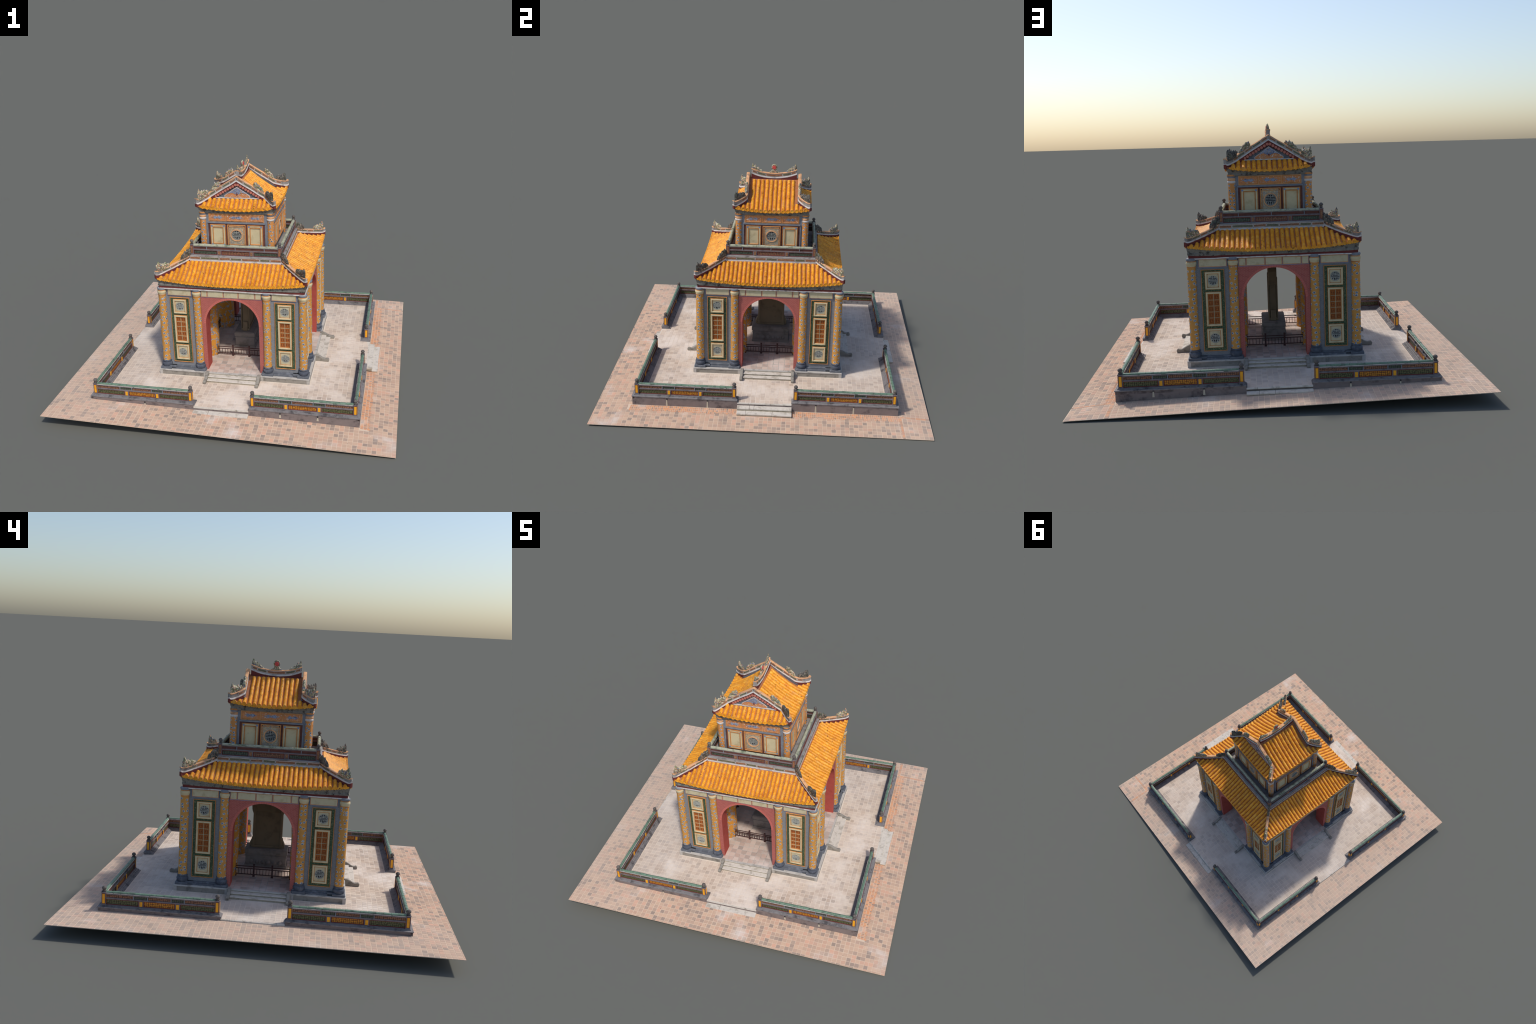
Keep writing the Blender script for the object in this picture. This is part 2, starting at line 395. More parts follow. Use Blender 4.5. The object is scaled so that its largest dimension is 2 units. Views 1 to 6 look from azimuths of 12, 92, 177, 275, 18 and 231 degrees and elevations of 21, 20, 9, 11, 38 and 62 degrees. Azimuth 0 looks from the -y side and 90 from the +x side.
root = bpy.data.objects.new("stele_pavilion", None)
bpy.context.scene.collection.objects.link(root)
root.location = (0.0085, 0.0128, 0.0)
root.rotation_euler = (-0.002, 0.004, -0.0055)
root["label"] = "two-storey square stele pavilion with yellow tile roofs and balustraded court"
root["category"] = "pavilion"

COURT, FLOOR = 0.0815, 0.1155

# ------------------------------------------------------------------ ground: a thin, tilted, brick-paved sheet
A, B, C, D = (0.980, -0.995), (-0.9985, -0.9935), (-1.0025, 0.972), (0.986, 0.958)
def ground_z(x, y):
    """Top of the ground: it dips to +x and falls away outside the court."""
    inner = 0.0460 - 0.0245 * x - 0.0025 * y
    outer = 0.0372 - 0.0272 * x - 0.0018 * y
    r = max(abs(x), abs(y))
    t = min(1, max(0, (r - 0.78) / 0.2))
    return inner + (outer - inner) * t
def in_ground(x, y):
    fy = (y + 1) / 2; fx = (x + 1) / 2
    x = min(max(x, B[0] + (C[0] - B[0]) * fy), A[0] + (D[0] - A[0]) * fy)
    y = min(max(y, B[1] + (A[1] - B[1]) * fx), C[1] + (D[1] - C[1]) * fx)
    return x, y

def paved(shape, x0, x1, y0, y1, pitch, zfun, lift, clamp, skip=lambda x, y: False, joint=0.0011, long=1.0):
    """Lay separate tiles on a grid with wavering joints; each is a low block with its own edges."""
    nx, ny = max(1, round((x1 - x0) / pitch)), max(1, round((y1 - y0) / (pitch * long)))
    px, py = (x1 - x0) / nx, (y1 - y0) / ny
    for i in range(nx):
        for j in range(ny):
            cx, cy = x0 + (i + 0.5) * px, y0 + (j + 0.5) * py
            if skip(cx, cy):
                continue
            wob = 0.004 * noise.noise(Vector((cx * 5, cy * 5, 0.3)))
            wob2 = 0.004 * noise.noise(Vector((cx * 5, cy * 5, 7.3)))
            hx, hy = px / 2 - joint / 2 - rng.uniform(0, 0.0008), py / 2 - joint / 2 - rng.uniform(0, 0.0008)
            cs = []
            for sx, sy in ((-1, -1), (1, -1), (1, 1), (-1, 1)):
                cs.append((cx + wob + sx * hx + rng.uniform(-.0006, .0006), cy + wob2 + sy * hy + rng.uniform(-.0006, .0006)))
            if clamp:
                cs = [clamp(*c) for c in cs]
                area = abs((cs[2][0] - cs[0][0]) * (cs[3][1] - cs[1][1]) - (cs[3][0] - cs[1][0]) * (cs[2][1] - cs[0][1])) / 2
                if area < 0.15 * px * py:
                    continue
            h = lift + rng.uniform(-0.0002, 0.0002)
            m = (sum(c[0] for c in cs) / 4, sum(c[1] for c in cs) / 4)
            low = [(x, y, zfun(x, y) - 0.0005) for x, y in cs]
            high = [(x + (m[0] - x) * 0.05, y + (m[1] - y) * 0.05, zfun(x, y) + h) for x, y in cs]
            shape.add(low + high, [(4, 5, 6, 7), (0, 1, 5, 4), (1, 2, 6, 5), (2, 3, 7, 6), (3, 0, 4, 7)])

sheet = Shape()
N = 72
gp = [[in_ground(-1.01 + 2.02 * i / N, -1.01 + 2.02 * j / N) for j in range(N + 1)] for i in range(N + 1)]
top = [(x, y, ground_z(x, y)) for row in gp for x, y in row]
low = [(x, y, z - 0.0025) for x, y, z in top]
W = N + 1
q = [(i * W + j, (i + 1) * W + j, (i + 1) * W + j + 1, i * W + j + 1) for i in range(N) for j in range(N)]
sheet.add(top, q)
sheet.add(low, [f[::-1] for f in q])
edge = [i * W for i in range(W)] + [N * W + j for j in range(1, W)] + [i * W + N for i in range(N - 1, -1, -1)] + [j for j in range(N - 1, 0, -1)]
K = W * W
sheet.f += [(edge[k], edge[k] + K, edge[(k + 1) % len(edge)] + K, edge[(k + 1) % len(edge)]) for k in range(len(edge))]
ground = place("paved_ground", sheet.mesh("paved_ground", "grout"), root)

tiles = Shape()
EDGE = 0.838
paved(tiles, -1.01, 1.01, -1.01, 1.01, 0.0258, ground_z, 0.0006, in_ground,
      skip=lambda x, y: (abs(x) < 0.775 and abs(y) < 0.775) or (0.77 < x < EDGE and abs(y) < 0.79))
ob = place("paving_tile", tiles.mesh("paving_tile", "outer_paving"), ground); ob["kind"] = "stuff"
bricks = Shape()
paved(bricks, 0.782, EDGE, -0.79, 0.79, 0.0187, ground_z, 0.0006, None, joint=0.0012, long=0.62)
paved(bricks, 0.782, 0.80, 0.79, 0.97, 0.0187, ground_z, 0.0009, in_ground, joint=0.0012, long=1.6)
paved(bricks, 0.80, 1.0, 0.785, 0.80, 0.026, ground_z, 0.0009, in_ground, joint=0.0012, long=0.6)
ob = place("edging_brick", bricks.mesh("edging_brick", "edge_paving"), ground); ob["kind"] = "stuff"

# ------------------------------------------------------------------ court terrace
OUT = 0.779
RIM = 0.071
def court_z(x, y):
    """The court drains outward: level by the plinth, about a centimetre lower at the rim, and a little lower still toward +x +y."""
    r = max(abs(x), abs(y))
    t = min(1, max(0, (r - 0.46) / 0.31))
    return COURT + (RIM - COURT) * t - (0.002 * x + 0.0034 * y) * t
def rim_tilt(ob):
    """Lean a piece of the court rim with the rim."""
    ob.matrix_basis = Matrix.Rotation(-0.0034, 4, "X") @ Matrix.Rotation(0.002, 4, "Y") @ ob.matrix_basis
    return ob
court_s = Shape()
n = 60
g = [-OUT + 0.004 + 2 * (OUT - 0.004) * i / n for i in range(n + 1)]
court_s.add([(x, y, court_z(x, y)) for x in g for y in g], [(i * (n + 1) + j, (i + 1) * (n + 1) + j, (i + 1) * (n + 1) + j + 1, i * (n + 1) + j + 1) for i in range(n) for j in range(n)])
court = place("court_floor", court_s.mesh("court_floor", "court_grout"), root)
ct = Shape()
paved(ct, -0.742, 0.742, -0.742, 0.742, 0.0275, court_z, 0.0007, None, skip=lambda x, y: abs(x) < 0.455 and abs(y) < 0.455)
for k in range(4):
    sub = Shape()
    a = k * HALF_TURN
    paved(sub, -0.165, 0.165, -0.775, -0.742, 0.0275, lambda x, y: court_z(x * cos(a) - y * sin(a), x * sin(a) + y * cos(a)), 0.0007, None)
    ct.add([(x * cos(a) - y * sin(a), x * sin(a) + y * cos(a), z) for x, y, z in sub.v], sub.f)
ob = place("court_tile", ct.mesh("court_tile", "court_paving"), court); ob["kind"] = "stuff"

# retaining wall round the court, its foot following the sloping ground
rw = Shape()
n_side = 20
outer_low, outer_top, inner_top = [], [], []
for side in range(4):
    a = side * HALF_TURN
    for i in range(n_side):
        f = -1 + 2 * i / n_side
        for h, lst, zz in ((OUT, outer_low, None), (OUT, outer_top, 0), (OUT - 0.03, inner_top, 0)):
            x, y = f * h, -h
            X, Y = x * cos(a) - y * sin(a), x * sin(a) + y * cos(a)
            lst.append((X, Y, ground_z(X, Y) - 0.002 if zz is None else court_z(X, Y) - 0.002))
rw.loft([outer_low, outer_top, inner_top], caps=False)
retaining = place("retaining_wall", rw.mesh("retaining_wall", "retaining"), root)

# drain spouts and the lime streaks under them, on the sides where the wall stands high
def spout(u, side, z):
    s = Shape(); s.box(-0.0035, 0.0035, OUT - 0.01, OUT + 0.0025, -0.005, 0.004)
    return s
spout_me = Shape().box(-0.0035, 0.0035, OUT - 0.01, OUT + 0.0025, -0.005, 0.004).mesh("drain_spout", "void")
for side, us, drop in ((1, (-0.575, -0.335, 0.30, 0.52), 0.045), (2, (-0.60, -0.36, 0.34, 0.58), 0.028), (0, (-0.45, 0.34, 0.55), 0.022)):
    for u in us:
        a = side * HALF_TURN
        ob = place("drain_spout", spout_me, retaining, (u * cos(a), u * sin(a), RIM + 0.004), a)
        st = Shape(); w = rng.uniform(0.004, 0.006)
        st.extrude([(-0.003, 0), (0.003, 0), (w, -drop * 0.7), (w * 1.2, -drop), (-w * 1.2, -drop), (-w, -drop * 0.6)], OUT - 0.002, OUT + 0.0012)
        place("lime_streak", st.mesh("lime_streak", "lime_streak"), retaining, (u * cos(a), u * sin(a), RIM + 0.000), a)

# outer stairs: number of steps grows where the ground lies lower
GATE = 0.160
for side, treads in ((0, [(0.781, 0.0732), (0.814, 0.0527)]),
                     (1, [(0.781, 0.0697), (0.813, 0.0535), (0.846, 0.0375)]),
                     (2, [(0.782, 0.0680), (0.816, 0.0522)]),
                     (3, [(0.783, 0.0727)])):
    a = side * HALF_TURN
    stair = bpy.data.objects.new("gate_stair", None)
    bpy.context.scene.collection.objects.link(stair); stair.parent = root; stair.rotation_euler[2] = a
    for i, (d, z) in enumerate(treads):
        x, y = 0, -d
        X, Y = x * cos(a) - y * sin(a), x * sin(a) + y * cos(a)
        foot = ground_z(X, Y) - 0.002 if i == len(treads) - 1 else treads[i + 1][1] - 0.004
        back = 0.745 if i == 0 else treads[i - 1][0] - 0.004
        s = Shape(); cuts = sorted([-GATE, GATE] + [rng.uniform(-0.12, 0.12) for _ in range(2)])
        for p, r in zip(cuts, cuts[1:]):
            s.box(p + 0.0005, r - 0.0005, back, d + rng.uniform(-0.001, 0.001), z - 0.008, z + rng.uniform(-0.0004, 0.0004))
        st = place("step", s.mesh("step", "step_stone", bevel=0.0012), stair)
        r = Shape().box(-GATE + 0.002, GATE - 0.002, back, d - 0.003, foot, z - 0.007)
        place("riser", r.mesh("riser", "riser_stone"), stair)

# ------------------------------------------------------------------ balustrades
def finial_mesh(name, r, h):
    s = Shape()
    prof = [(0.62, 0.0), (0.62, 0.10), (0.95, 0.16), (0.95, 0.22), (0.6, 0.28), (0.62, 0.34), (1.0, 0.50), (1.06, 0.62), (0.92, 0.80), (0.55, 0.94), (0.18, 1.0)]
    s.lathe([(a * r, b * h) for a, b in prof], 8)
    return s.mesh(name, "finial", 35)

def balustrade(name, u0, u1, d, z0, H, pierced_cuts, band_cuts, cap, parent_turn, coping_r, green, gold, tablet):
    """One run of balustrade from u0 to u1: frame, pierced panels in two tiers, little gold posts, glazed coping and end posts."""
    L = u1 - u0
    t = 0.0085
    fr = Shape()
    a, b = u0, u1
    rails = [(0.0, 0.045), (0.44, 0.55), (0.76, 0.86)]
    for lo, hi in rails:
        fr.box(a, b, d - t, d + t, z0 + lo * H, z0 + hi * H)
    # dividers
    pc = [0.0] + pierced_cuts + [1.0]
    bc = [0.0] + band_cuts + [1.0]
    for c in pierced_cuts:
        fr.box(u0 + c * L - 0.0125, u0 + c * L + 0.0125, d - t * 0.9, d + t * 0.9, z0 + 0.04 * H, z0 + 0.45 * H)
    body = place(name, fr.mesh(name, "post", bevel=0.0006), root, turn=parent_turn)
    dv = Shape()
    for c in band_cuts:
        dv.box(u0 + c * L - 0.002, u0 + c * L + 0.002, d - t * 1.05, d + t * 1.05, z0 + 0.5 * H, z0 + 0.78 * H)
    if band_cuts:
        place("divider", dv.mesh("divider", "grey_trim"), body)
    fm = Shape()
    for i in range(len(pc) - 1):
        p, r = u0 + pc[i] * L + (0.0125 if i else 0.0008), u0 + pc[i + 1] * L - (0.0125 if i < len(pc) - 2 else 0.0008)
        for s in (1, -1):
            z_lo, z_hi = z0 + 0.05 * H, z0 + 0.44 * H
            w = 0.0035
            e0, e1 = (d + t * 0.3, d + t * 0.8) if s > 0 else (d - t * 0.8, d - t * 0.3)
            for q in ((p, p + w, z_lo, z_hi), (r - w, r, z_lo, z_hi), (p + w, r - w, z_lo, z_lo + w * 0.8), (p + w, r - w, z_hi - w * 0.8, z_hi)):
                fm.box(q[0], q[1], e0, e1, q[2], q[3])
        g = Shape().box(p + 0.001, r - 0.001, d - t * 0.45, d + t * 0.45, z0 + 0.055 * H, z0 + 0.435 * H)
        place("pierced_panel", g.mesh("pierced_panel", green if i % 2 == 0 else gold), body)
    place("panel_frame", fm.mesh("panel_frame", "maroon"), body)
    for i in range(len(bc) - 1):
        g = Shape().box(u0 + bc[i] * L + 0.002, u0 + bc[i + 1] * L - 0.002, d - t * 0.5, d + t * 0.5, z0 + 0.54 * H, z0 + 0.77 * H)
        place("pierced_band", g.mesh("pierced_band", ("dull_brown" if i % 2 == 0 else "dull_green") if cap == "rail_green" else "rail_dark"), body)
    for c in pierced_cuts:
        for s in (1, -1):
            g = Shape().box(u0 + c * L - 0.007, u0 + c * L + 0.007, *((d + t * 0.88, d + t * 1.25) if s > 0 else (d - t * 1.25, d - t * 0.88)), z0 + 0.08 * H, z0 + 0.41 * H)
            place("gold_tablet", g.mesh("gold_tablet", tablet, bevel=0.0005), body)
    # coping: half-round glazed tiles laid end to end
    cp = Shape(); n = max(3, round(L / 0.036))
    for i in range(n):
        p, r = u0 + L * i / n, u0 + L * (i + 1) / n
        rr = coping_r * (1 + rng.uniform(-0.06, 0.06)); dz = rng.uniform(-0.0006, 0.0006)
        prof = [(rr * cos(pi * k / 8) , rr * 0.85 * sin(pi * k / 8)) for k in range(9)]
        prof = [(rr * 1.0, -0.004)] + prof + [(-rr * 1.0, -0.004)]
        cp.loft([[(p, -d - x, z0 + 0.87 * H + y + dz + 0.002) for x, y in prof], [(r - 0.001, -d - x * 0.93, z0 + 0.87 * H + y * 0.93 + dz + 0.002) for x, y in prof]])
    place("coping", cp.mesh("coping", cap, 40), body)
    lip = Shape().box(u0, u1, d - coping_r * 1.1, d + coping_r * 1.1, z0 + 0.835 * H, z0 + 0.872 * H)
    place("coping_bed", lip.mesh("coping_bed", "white_trim" if cap == "rail_green" else "rail_pale"), body)
    return body

def gate_post(u, d, z0, w, h, turn, fin, fin_h, sunk=("gold", "gold")):
    s = Shape()
    s.block(-w, w, -w, w, 0, h)
    s.block(-w * 1.12, w * 1.12, -w * 1.12, w * 1.12, 0, 0.006)
    s.block(-w * 1.12, w * 1.12, -w * 1.12, w * 1.12, h - 0.005, h)
    x, y = u, -d
    post = place("post", s.mesh("post", "post", bevel=0.0008), root, (x * cos(turn) - y * sin(turn), x * sin(turn) + y * cos(turn), z0), turn)
    tab = Shape()
    for k in range(4):
        a = k * HALF_TURN
        b = Shape().block(-w * 0.56, w * 0.56, -w - 0.0012, -w + 0.002, 0.012, h - 0.010)
        tab.add([(p[0] * cos(a) - p[1] * sin(a), p[0] * sin(a) + p[1] * cos(a), p[2]) for p in b.v], b.f)
    place("post_tablet", tab.mesh("post_tablet", sunk[0]), post)
    rim = Shape()
    for k in range(4):
        a = k * HALF_TURN
        b = Shape().block(-w * 0.72, w * 0.72, -w - 0.0006, -w + 0.002, 0.0095, h - 0.0075)
        rim.add([(p[0] * cos(a) - p[1] * sin(a), p[0] * sin(a) + p[1] * cos(a), p[2]) for p in b.v], b.f)
    place("tablet_rim", rim.mesh("tablet_rim", "maroon"), post)
    place("finial", fin, post, (0, 0, h))
    return post

fin_court = finial_mesh("finial", 0.0115, 0.029)
fin_roof = finial_mesh("finial", 0.0105, 0.028)

# stepped stone kerb that carries the court balustrade
BAL = 0.754
for k in range(4):
    turn = k * HALF_TURN
    for s0, s1 in ((-OUT - 0.004, -GATE), (GATE, OUT + 0.004)):
        kb = Shape()
        # mitred at the court corner so that neighbouring kerbs butt
        def tier(d0, d1, z0, z1, end):
            lo, hi = (s0, s1)
            if s0 < 0:
                ring0 = [(-d1, -d1), (s1 + end, -d1), (s1 + end, -d0), (-d0, -d0)]
            else:
                ring0 = [(s0 - end, -d1), (d1, -d1), (d0, -d0), (s0 - end, -d0)]
            kb.loft([[(x, y, z0) for x, y in ring0], [(x, y, z1) for x, y in ring0]])
        tier(0.718, OUT - 0.006, RIM - 0.0035, RIM + 0.0065, 0.004)
        tier(0.726, OUT - 0.004, RIM + 0.0060, RIM + 0.0105, 0.002)
        tier(0.730, OUT + 0.003, RIM + 0.0100, RIM + 0.0148, 0.0)
        tier(0.738, OUT - 0.010, RIM + 0.0143, RIM + 0.0195, -0.004)
        up_ = Shape().box(max(s0, -OUT), min(s1, OUT), OUT - 0.012, OUT, RIM - 0.004, RIM + 0.0103)
        rim_tilt(place("retaining_wall", up_.mesh("retaining_wall", "retaining"), root, turn=turn))
        rim_tilt(place("kerb", kb.mesh("kerb", "kerb_stone"), root, turn=turn))
    Zb, Hb = RIM + 0.019, 0.0735
    for sgn in (-1, 1):
        lo, hi = (-BAL + 0.010, -0.180 - 0.010) if sgn < 0 else (0.180 + 0.010, BAL - 0.010)
        b = balustrade("balustrade", lo, hi, BAL, Zb, Hb, [0.325, 0.66], [0.255, 0.385, 0.60, 0.72], "rail_green", turn, 0.0088, "pierced_green", "pierced_gold", "gold")
        rim_tilt(b)
        rim_tilt(gate_post(sgn * 0.180, BAL, Zb - 0.002, 0.0115, 0.071, turn, fin_court, 0.02))
    rim_tilt(gate_post(BAL, BAL, Zb - 0.002, 0.0115, 0.071, turn, fin_court, 0.02))

# ------------------------------------------------------------------ stylobate and its stairs
STY = 0.4625
st = Shape()
st.block(-STY + 0.003, STY - 0.003, -STY + 0.003, STY - 0.003, COURT - 0.004, FLOOR - 0.007)
stylobate = place("stylobate", st.mesh("stylobate", "plinth_stone"), root)
slab = Shape().block(-STY, STY, -STY, STY, FLOOR - 0.0075, FLOOR)
place("stylobate_slab", slab.mesh("stylobate_slab", "slab_stone", bevel=0.001), stylobate)
pf = Shape()
for u0, u1 in ((-STY + 0.0005, -0.166), (0.166, STY - 0.0005)):
    pf.box(u0, u0 + 0.018, STY - 0.004, STY - 0.0008, COURT - 0.001, FLOOR - 0.0075)
    pf.box(u1 - 0.018, u1, STY - 0.004, STY - 0.0008, COURT - 0.001, FLOOR - 0.0075)
four("stylobate_pilaster", pf.mesh("stylobate_pilaster", "slab_stone"), stylobate)
ft = Shape()
paved(ft, -0.45, 0.45, -0.45, 0.45, 0.034, lambda x, y: FLOOR, 0.0005, None,
      skip=lambda x, y: (abs(x) > 0.33 and abs(y) > 0.165) or (abs(y) > 0.33 and abs(x) > 0.165))
ob = place("floor_tile", ft.mesh("floor_tile", "floor_paving"), stylobate); ob["kind"] = "stuff"

ss = [Shape().box(-0.1495, 0.1495, STY - 0.004, 0.493, COURT + 0.0190, COURT + 0.0235),
      Shape().box(-0.1495, 0.1495, 0.488, 0.521, COURT + 0.0075, COURT + 0.0118)]
cheek_out = [(STY - 0.01, COURT), (0.545, COURT), (0.547, COURT + 0.012), (0.541, COURT + 0.021), (0.534, COURT + 0.019), (0.522, COURT + 0.017), (0.507, COURT + 0.023), (0.49, COURT + 0.033), (0.478, COURT + 0.039), (STY - 0.01, COURT + 0.040)]
ck = Shape()
for c in (-0.158, 0.158):
    ck.loft([[(c - 0.009, -d, z) for d, z in cheek_out], [(c + 0.009, -d, z) for d, z in cheek_out]])
step_me = [s.mesh("step", "step_stone", bevel=0.0015) for s in ss]
cheek_me = ck.mesh("stair_cheek", "cheek_stone", bevel=0.0018)
ri = Shape().box(-0.1515, 0.1515, STY - 0.003, STY + 0.0008, COURT + 0.020, FLOOR - 0.007)
ri.box(-0.149, 0.149, STY - 0.003, 0.4905, COURT + 0.0085, COURT + 0.0195)
ri.box(-0.149, 0.149, 0.486, 0.5185, COURT - 0.003, COURT + 0.008)
riser_me = ri.mesh("riser", "riser_stone")
for k in range(4):
    s = place("stair", cheek_me, root, turn=k * HALF_TURN)
    for m in step_me:
        place("step", m, s)
    place("riser", riser_me, s)

# ------------------------------------------------------------------ lower storey
WALL, COL, INNER = 0.4215, 0.422, 0.209
TOP = 0.645
SPRING, RADIUS = 0.425, 0.1605
PANEL = 0.315

# dark plinth course with blocks under the columns
pl = Shape()
for s0, s1 in ((-0.447, -0.170), (0.170, 0.447)):
    pl.box(s0, s1, 0.36, 0.447, FLOOR - 0.001, FLOOR + 0.0085)
    pl.box(s0 + 0.003, s1 - 0.003, 0.36, 0.433, FLOOR + 0.008, FLOOR + 0.0165)
plinth_me = pl.mesh("plinth_course", "dark_stone", bevel=0.001)
pb = Shape().block(-0.0345, 0.0345, -0.0345, 0.0345, -0.0005, 0.0125)
block_me = pb.mesh("column_block", "dark_stone", bevel=0.0012)
bulb = [(0.0235, 0.0), (0.029, 0.002), (0.0315, 0.010), (0.0325, 0.0175), (0.0305, 0.0245), (0.0255, 0.0275), (0.025, 0.030), (0.0285, 0.033), (0.0285, 0.0365), (0.0255, 0.0395), (0.023, 0.041)]
bulb_me = Shape().lathe(bulb, 28).mesh("column_base", "base_stone", 50)
H0, H1 = FLOOR + 0.052, 0.606
shaft = [(0.0241 - 0.0015 * (i / 16) ** 2, H0 + (H1 - H0) * i / 16) for i in range(17)]
shaft_me = Shape().lathe(shaft, 28).mesh("column", "column", 50)
cap1 = [(0.0228, H1 - 0.001), (0.0242, H1 + 0.001), (0.0235, H1 + 0.004), (0.0262, H1 + 0.008), (0.0276, H1 + 0.015), (0.0262, H1 + 0.021), (0.0238, H1 + 0.024)]
cap1_me = Shape().lathe(cap1, 28).mesh("capital", "pale_cream", 50)
cap0_me = Shape().lathe([(0.0236, H1 - 0.006), (0.0246, H1 - 0.004), (0.0240, H1)], 28).mesh("capital_band", "orange", 50)
cap2 = [(0.0235, H1 + 0.0235), (0.0236, H1 + 0.029), (0.0262, H1 + 0.032), (0.0268, H1 + 0.038), (0.0240, H1 + 0.041)]
cap2_me = Shape().lathe(cap2, 28).mesh("capital_top", "grey_trim", 50)
cap3_me = Shape().lathe([(0.0245, H1 + 0.0225), (0.0247, H1 + 0.026), (0.0235, H1 + 0.028)], 28).mesh("capital_ring", "orange", 50)
spots = []
for k in range(4):
    a = k * HALF_TURN
    for u in (COL, -INNER, INNER):
        x, y = u, -COL
        spots.append((x * cos(a) - y * sin(a), x * sin(a) + y * cos(a)))
for i, (x, y) in enumerate(spots):
    c = place("column", shaft_me, root, (x, y, 0), i * 0.7)
    ob = place("column_block", block_me, c, (0, 0, FLOOR + 0.0004), -i * 0.7)
    place("column_base", bulb_me, c, (0, 0, FLOOR + 0.0125))
    for nme, m in (("capital_band", cap0_me), ("capital", cap1_me), ("capital_ring", cap3_me), ("capital_top", cap2_me)):
        place(nme, m, c)

# pier walls: grey brick with a framed mosaic panel; red brick round the arch
pier = Shape()
for s in (-1, 1):
    # each corner block belongs to one side only, so that the piers butt
    lo, hi = (-WALL, -0.184) if s < 0 else (0.184, 0.3345)
    pier.box(lo, hi, 0.334, WALL, FLOOR - 0.001, 0.66)
pier_me = pier.mesh("pier_wall", "grey_brick")

arch = Shape()
def arch_line(r, n=28):
    return [(r * cos(pi - pi * i / n), SPRING + r * sin(pi - pi * i / n)) for i in range(n + 1)]
arc = arch_line(RADIUS)
RED_TOP = 0.598
EDGE_U = 0.1845
def panel_with_arch(shape, d0, d1):
    n = len(arc)
    for d in (d1, d0):
        top_pts = [(-EDGE_U + 2 * EDGE_U * i / (n - 1), RED_TOP) for i in range(n)]
        vs = [(u, -d, z) for u, z in arc] + [(u, -d, z) for u, z in top_pts]
        fs = [(i, i + 1, n + i + 1, n + i) for i in range(n - 1)]
        shape.add(vs, fs)
        shape.add([(-EDGE_U, -d, FLOOR - .001), (-RADIUS, -d, FLOOR - .001), (-RADIUS, -d, SPRING), (-EDGE_U, -d, RED_TOP), (-EDGE_U, -d, SPRING)], [(0, 1, 2, 4), (4, 2, 3)])
        shape.add([(EDGE_U, -d, FLOOR - .001), (RADIUS, -d, FLOOR - .001), (RADIUS, -d, SPRING), (EDGE_U, -d, RED_TOP), (EDGE_U, -d, SPRING)], [(0, 1, 2, 4), (4, 2, 3)])
panel_with_arch(arch, 0.335, WALL + 0.004)
arch_me = arch.mesh("arch_wall", "red")
inn = Shape()
soffit = [(-RADIUS, FLOOR - .001)] + arc + [(RADIUS, FLOOR - .001)]
inn.loft([[(u, -WALL - 0.004, z) for u, z in soffit], [(u, -0.335, z) for u, z in soffit]], caps=False, closed=False)
soffit_me = inn.mesh("arch_soffit", "red_plaster", 40)
ring = Shape()
for i in range(40):
    a0, a1 = pi * i / 40 + 0.004, pi * (i + 1) / 40 - 0.004
    pts = [(RADIUS * cos(a0), SPRING + RADIUS * sin(a0)), ((RADIUS + 0.0125) * cos(a0), SPRING + (RADIUS + 0.0125) * sin(a0)),
           ((RADIUS + 0.0125) * cos(a1), SPRING + (RADIUS + 0.0125) * sin(a1)), (RADIUS * cos(a1), SPRING + RADIUS * sin(a1))]
    ring.extrude(pts, WALL, WALL + 0.0052)
ring_me = ring.mesh("arch_brick", "arch_ring")

# panel ornament, one set for each side of the arch
def shou(shape, u, z, r, d0, d1):
    """Round longevity-sign tracery: a rim, bars and hooked strokes."""
    w = r * 0.048
    n = 28
    o = [(u + r * cos(2 * pi * i / n), z + r * sin(2 * pi * i / n)) for i in range(n)]
    q = [(u + r * 0.9 * cos(2 * pi * i / n), z + r * 0.9 * sin(2 * pi * i / n)) for i in range(n)]
    shape.loft([[(a, -d0, b) for a, b in o], [(a, -d1, b) for a, b in o], [(a, -d1, b) for a, b in q], [(a, -d0, b) for a, b in q]], caps=False)
    def hbar(y, x0, x1):
        shape.box(u + x0 * r, u + x1 * r, d0, d1, z + y * r - w, z + y * r + w)
    def vbar(x, y0, y1):
        shape.box(u + x * r - w, u + x * r + w, d0, d1 + 0.0003, z + y0 * r, z + y1 * r)
    for y, h in ((0.56, 0.66), (0.28, 0.86), (0.0, 0.9), (-0.26, 0.86)):
        hbar(y, -h, h)
    vbar(0, 0.2, 0.92); vbar(0, -0.92, -0.2)
    for s in (-1, 1):
        vbar(0.36 * s, 0.5, 0.82); vbar(0.62 * s, 0.0, 0.3); vbar(0.72 * s, -0.6, -0.24)
        vbar(0.36 * s, -0.74, -0.42)
        hbar(-0.46, *(sorted((0.3 * s, 0.52 * s)))); hbar(-0.74, *(sorted((0.2 * s, 0.5 * s))))

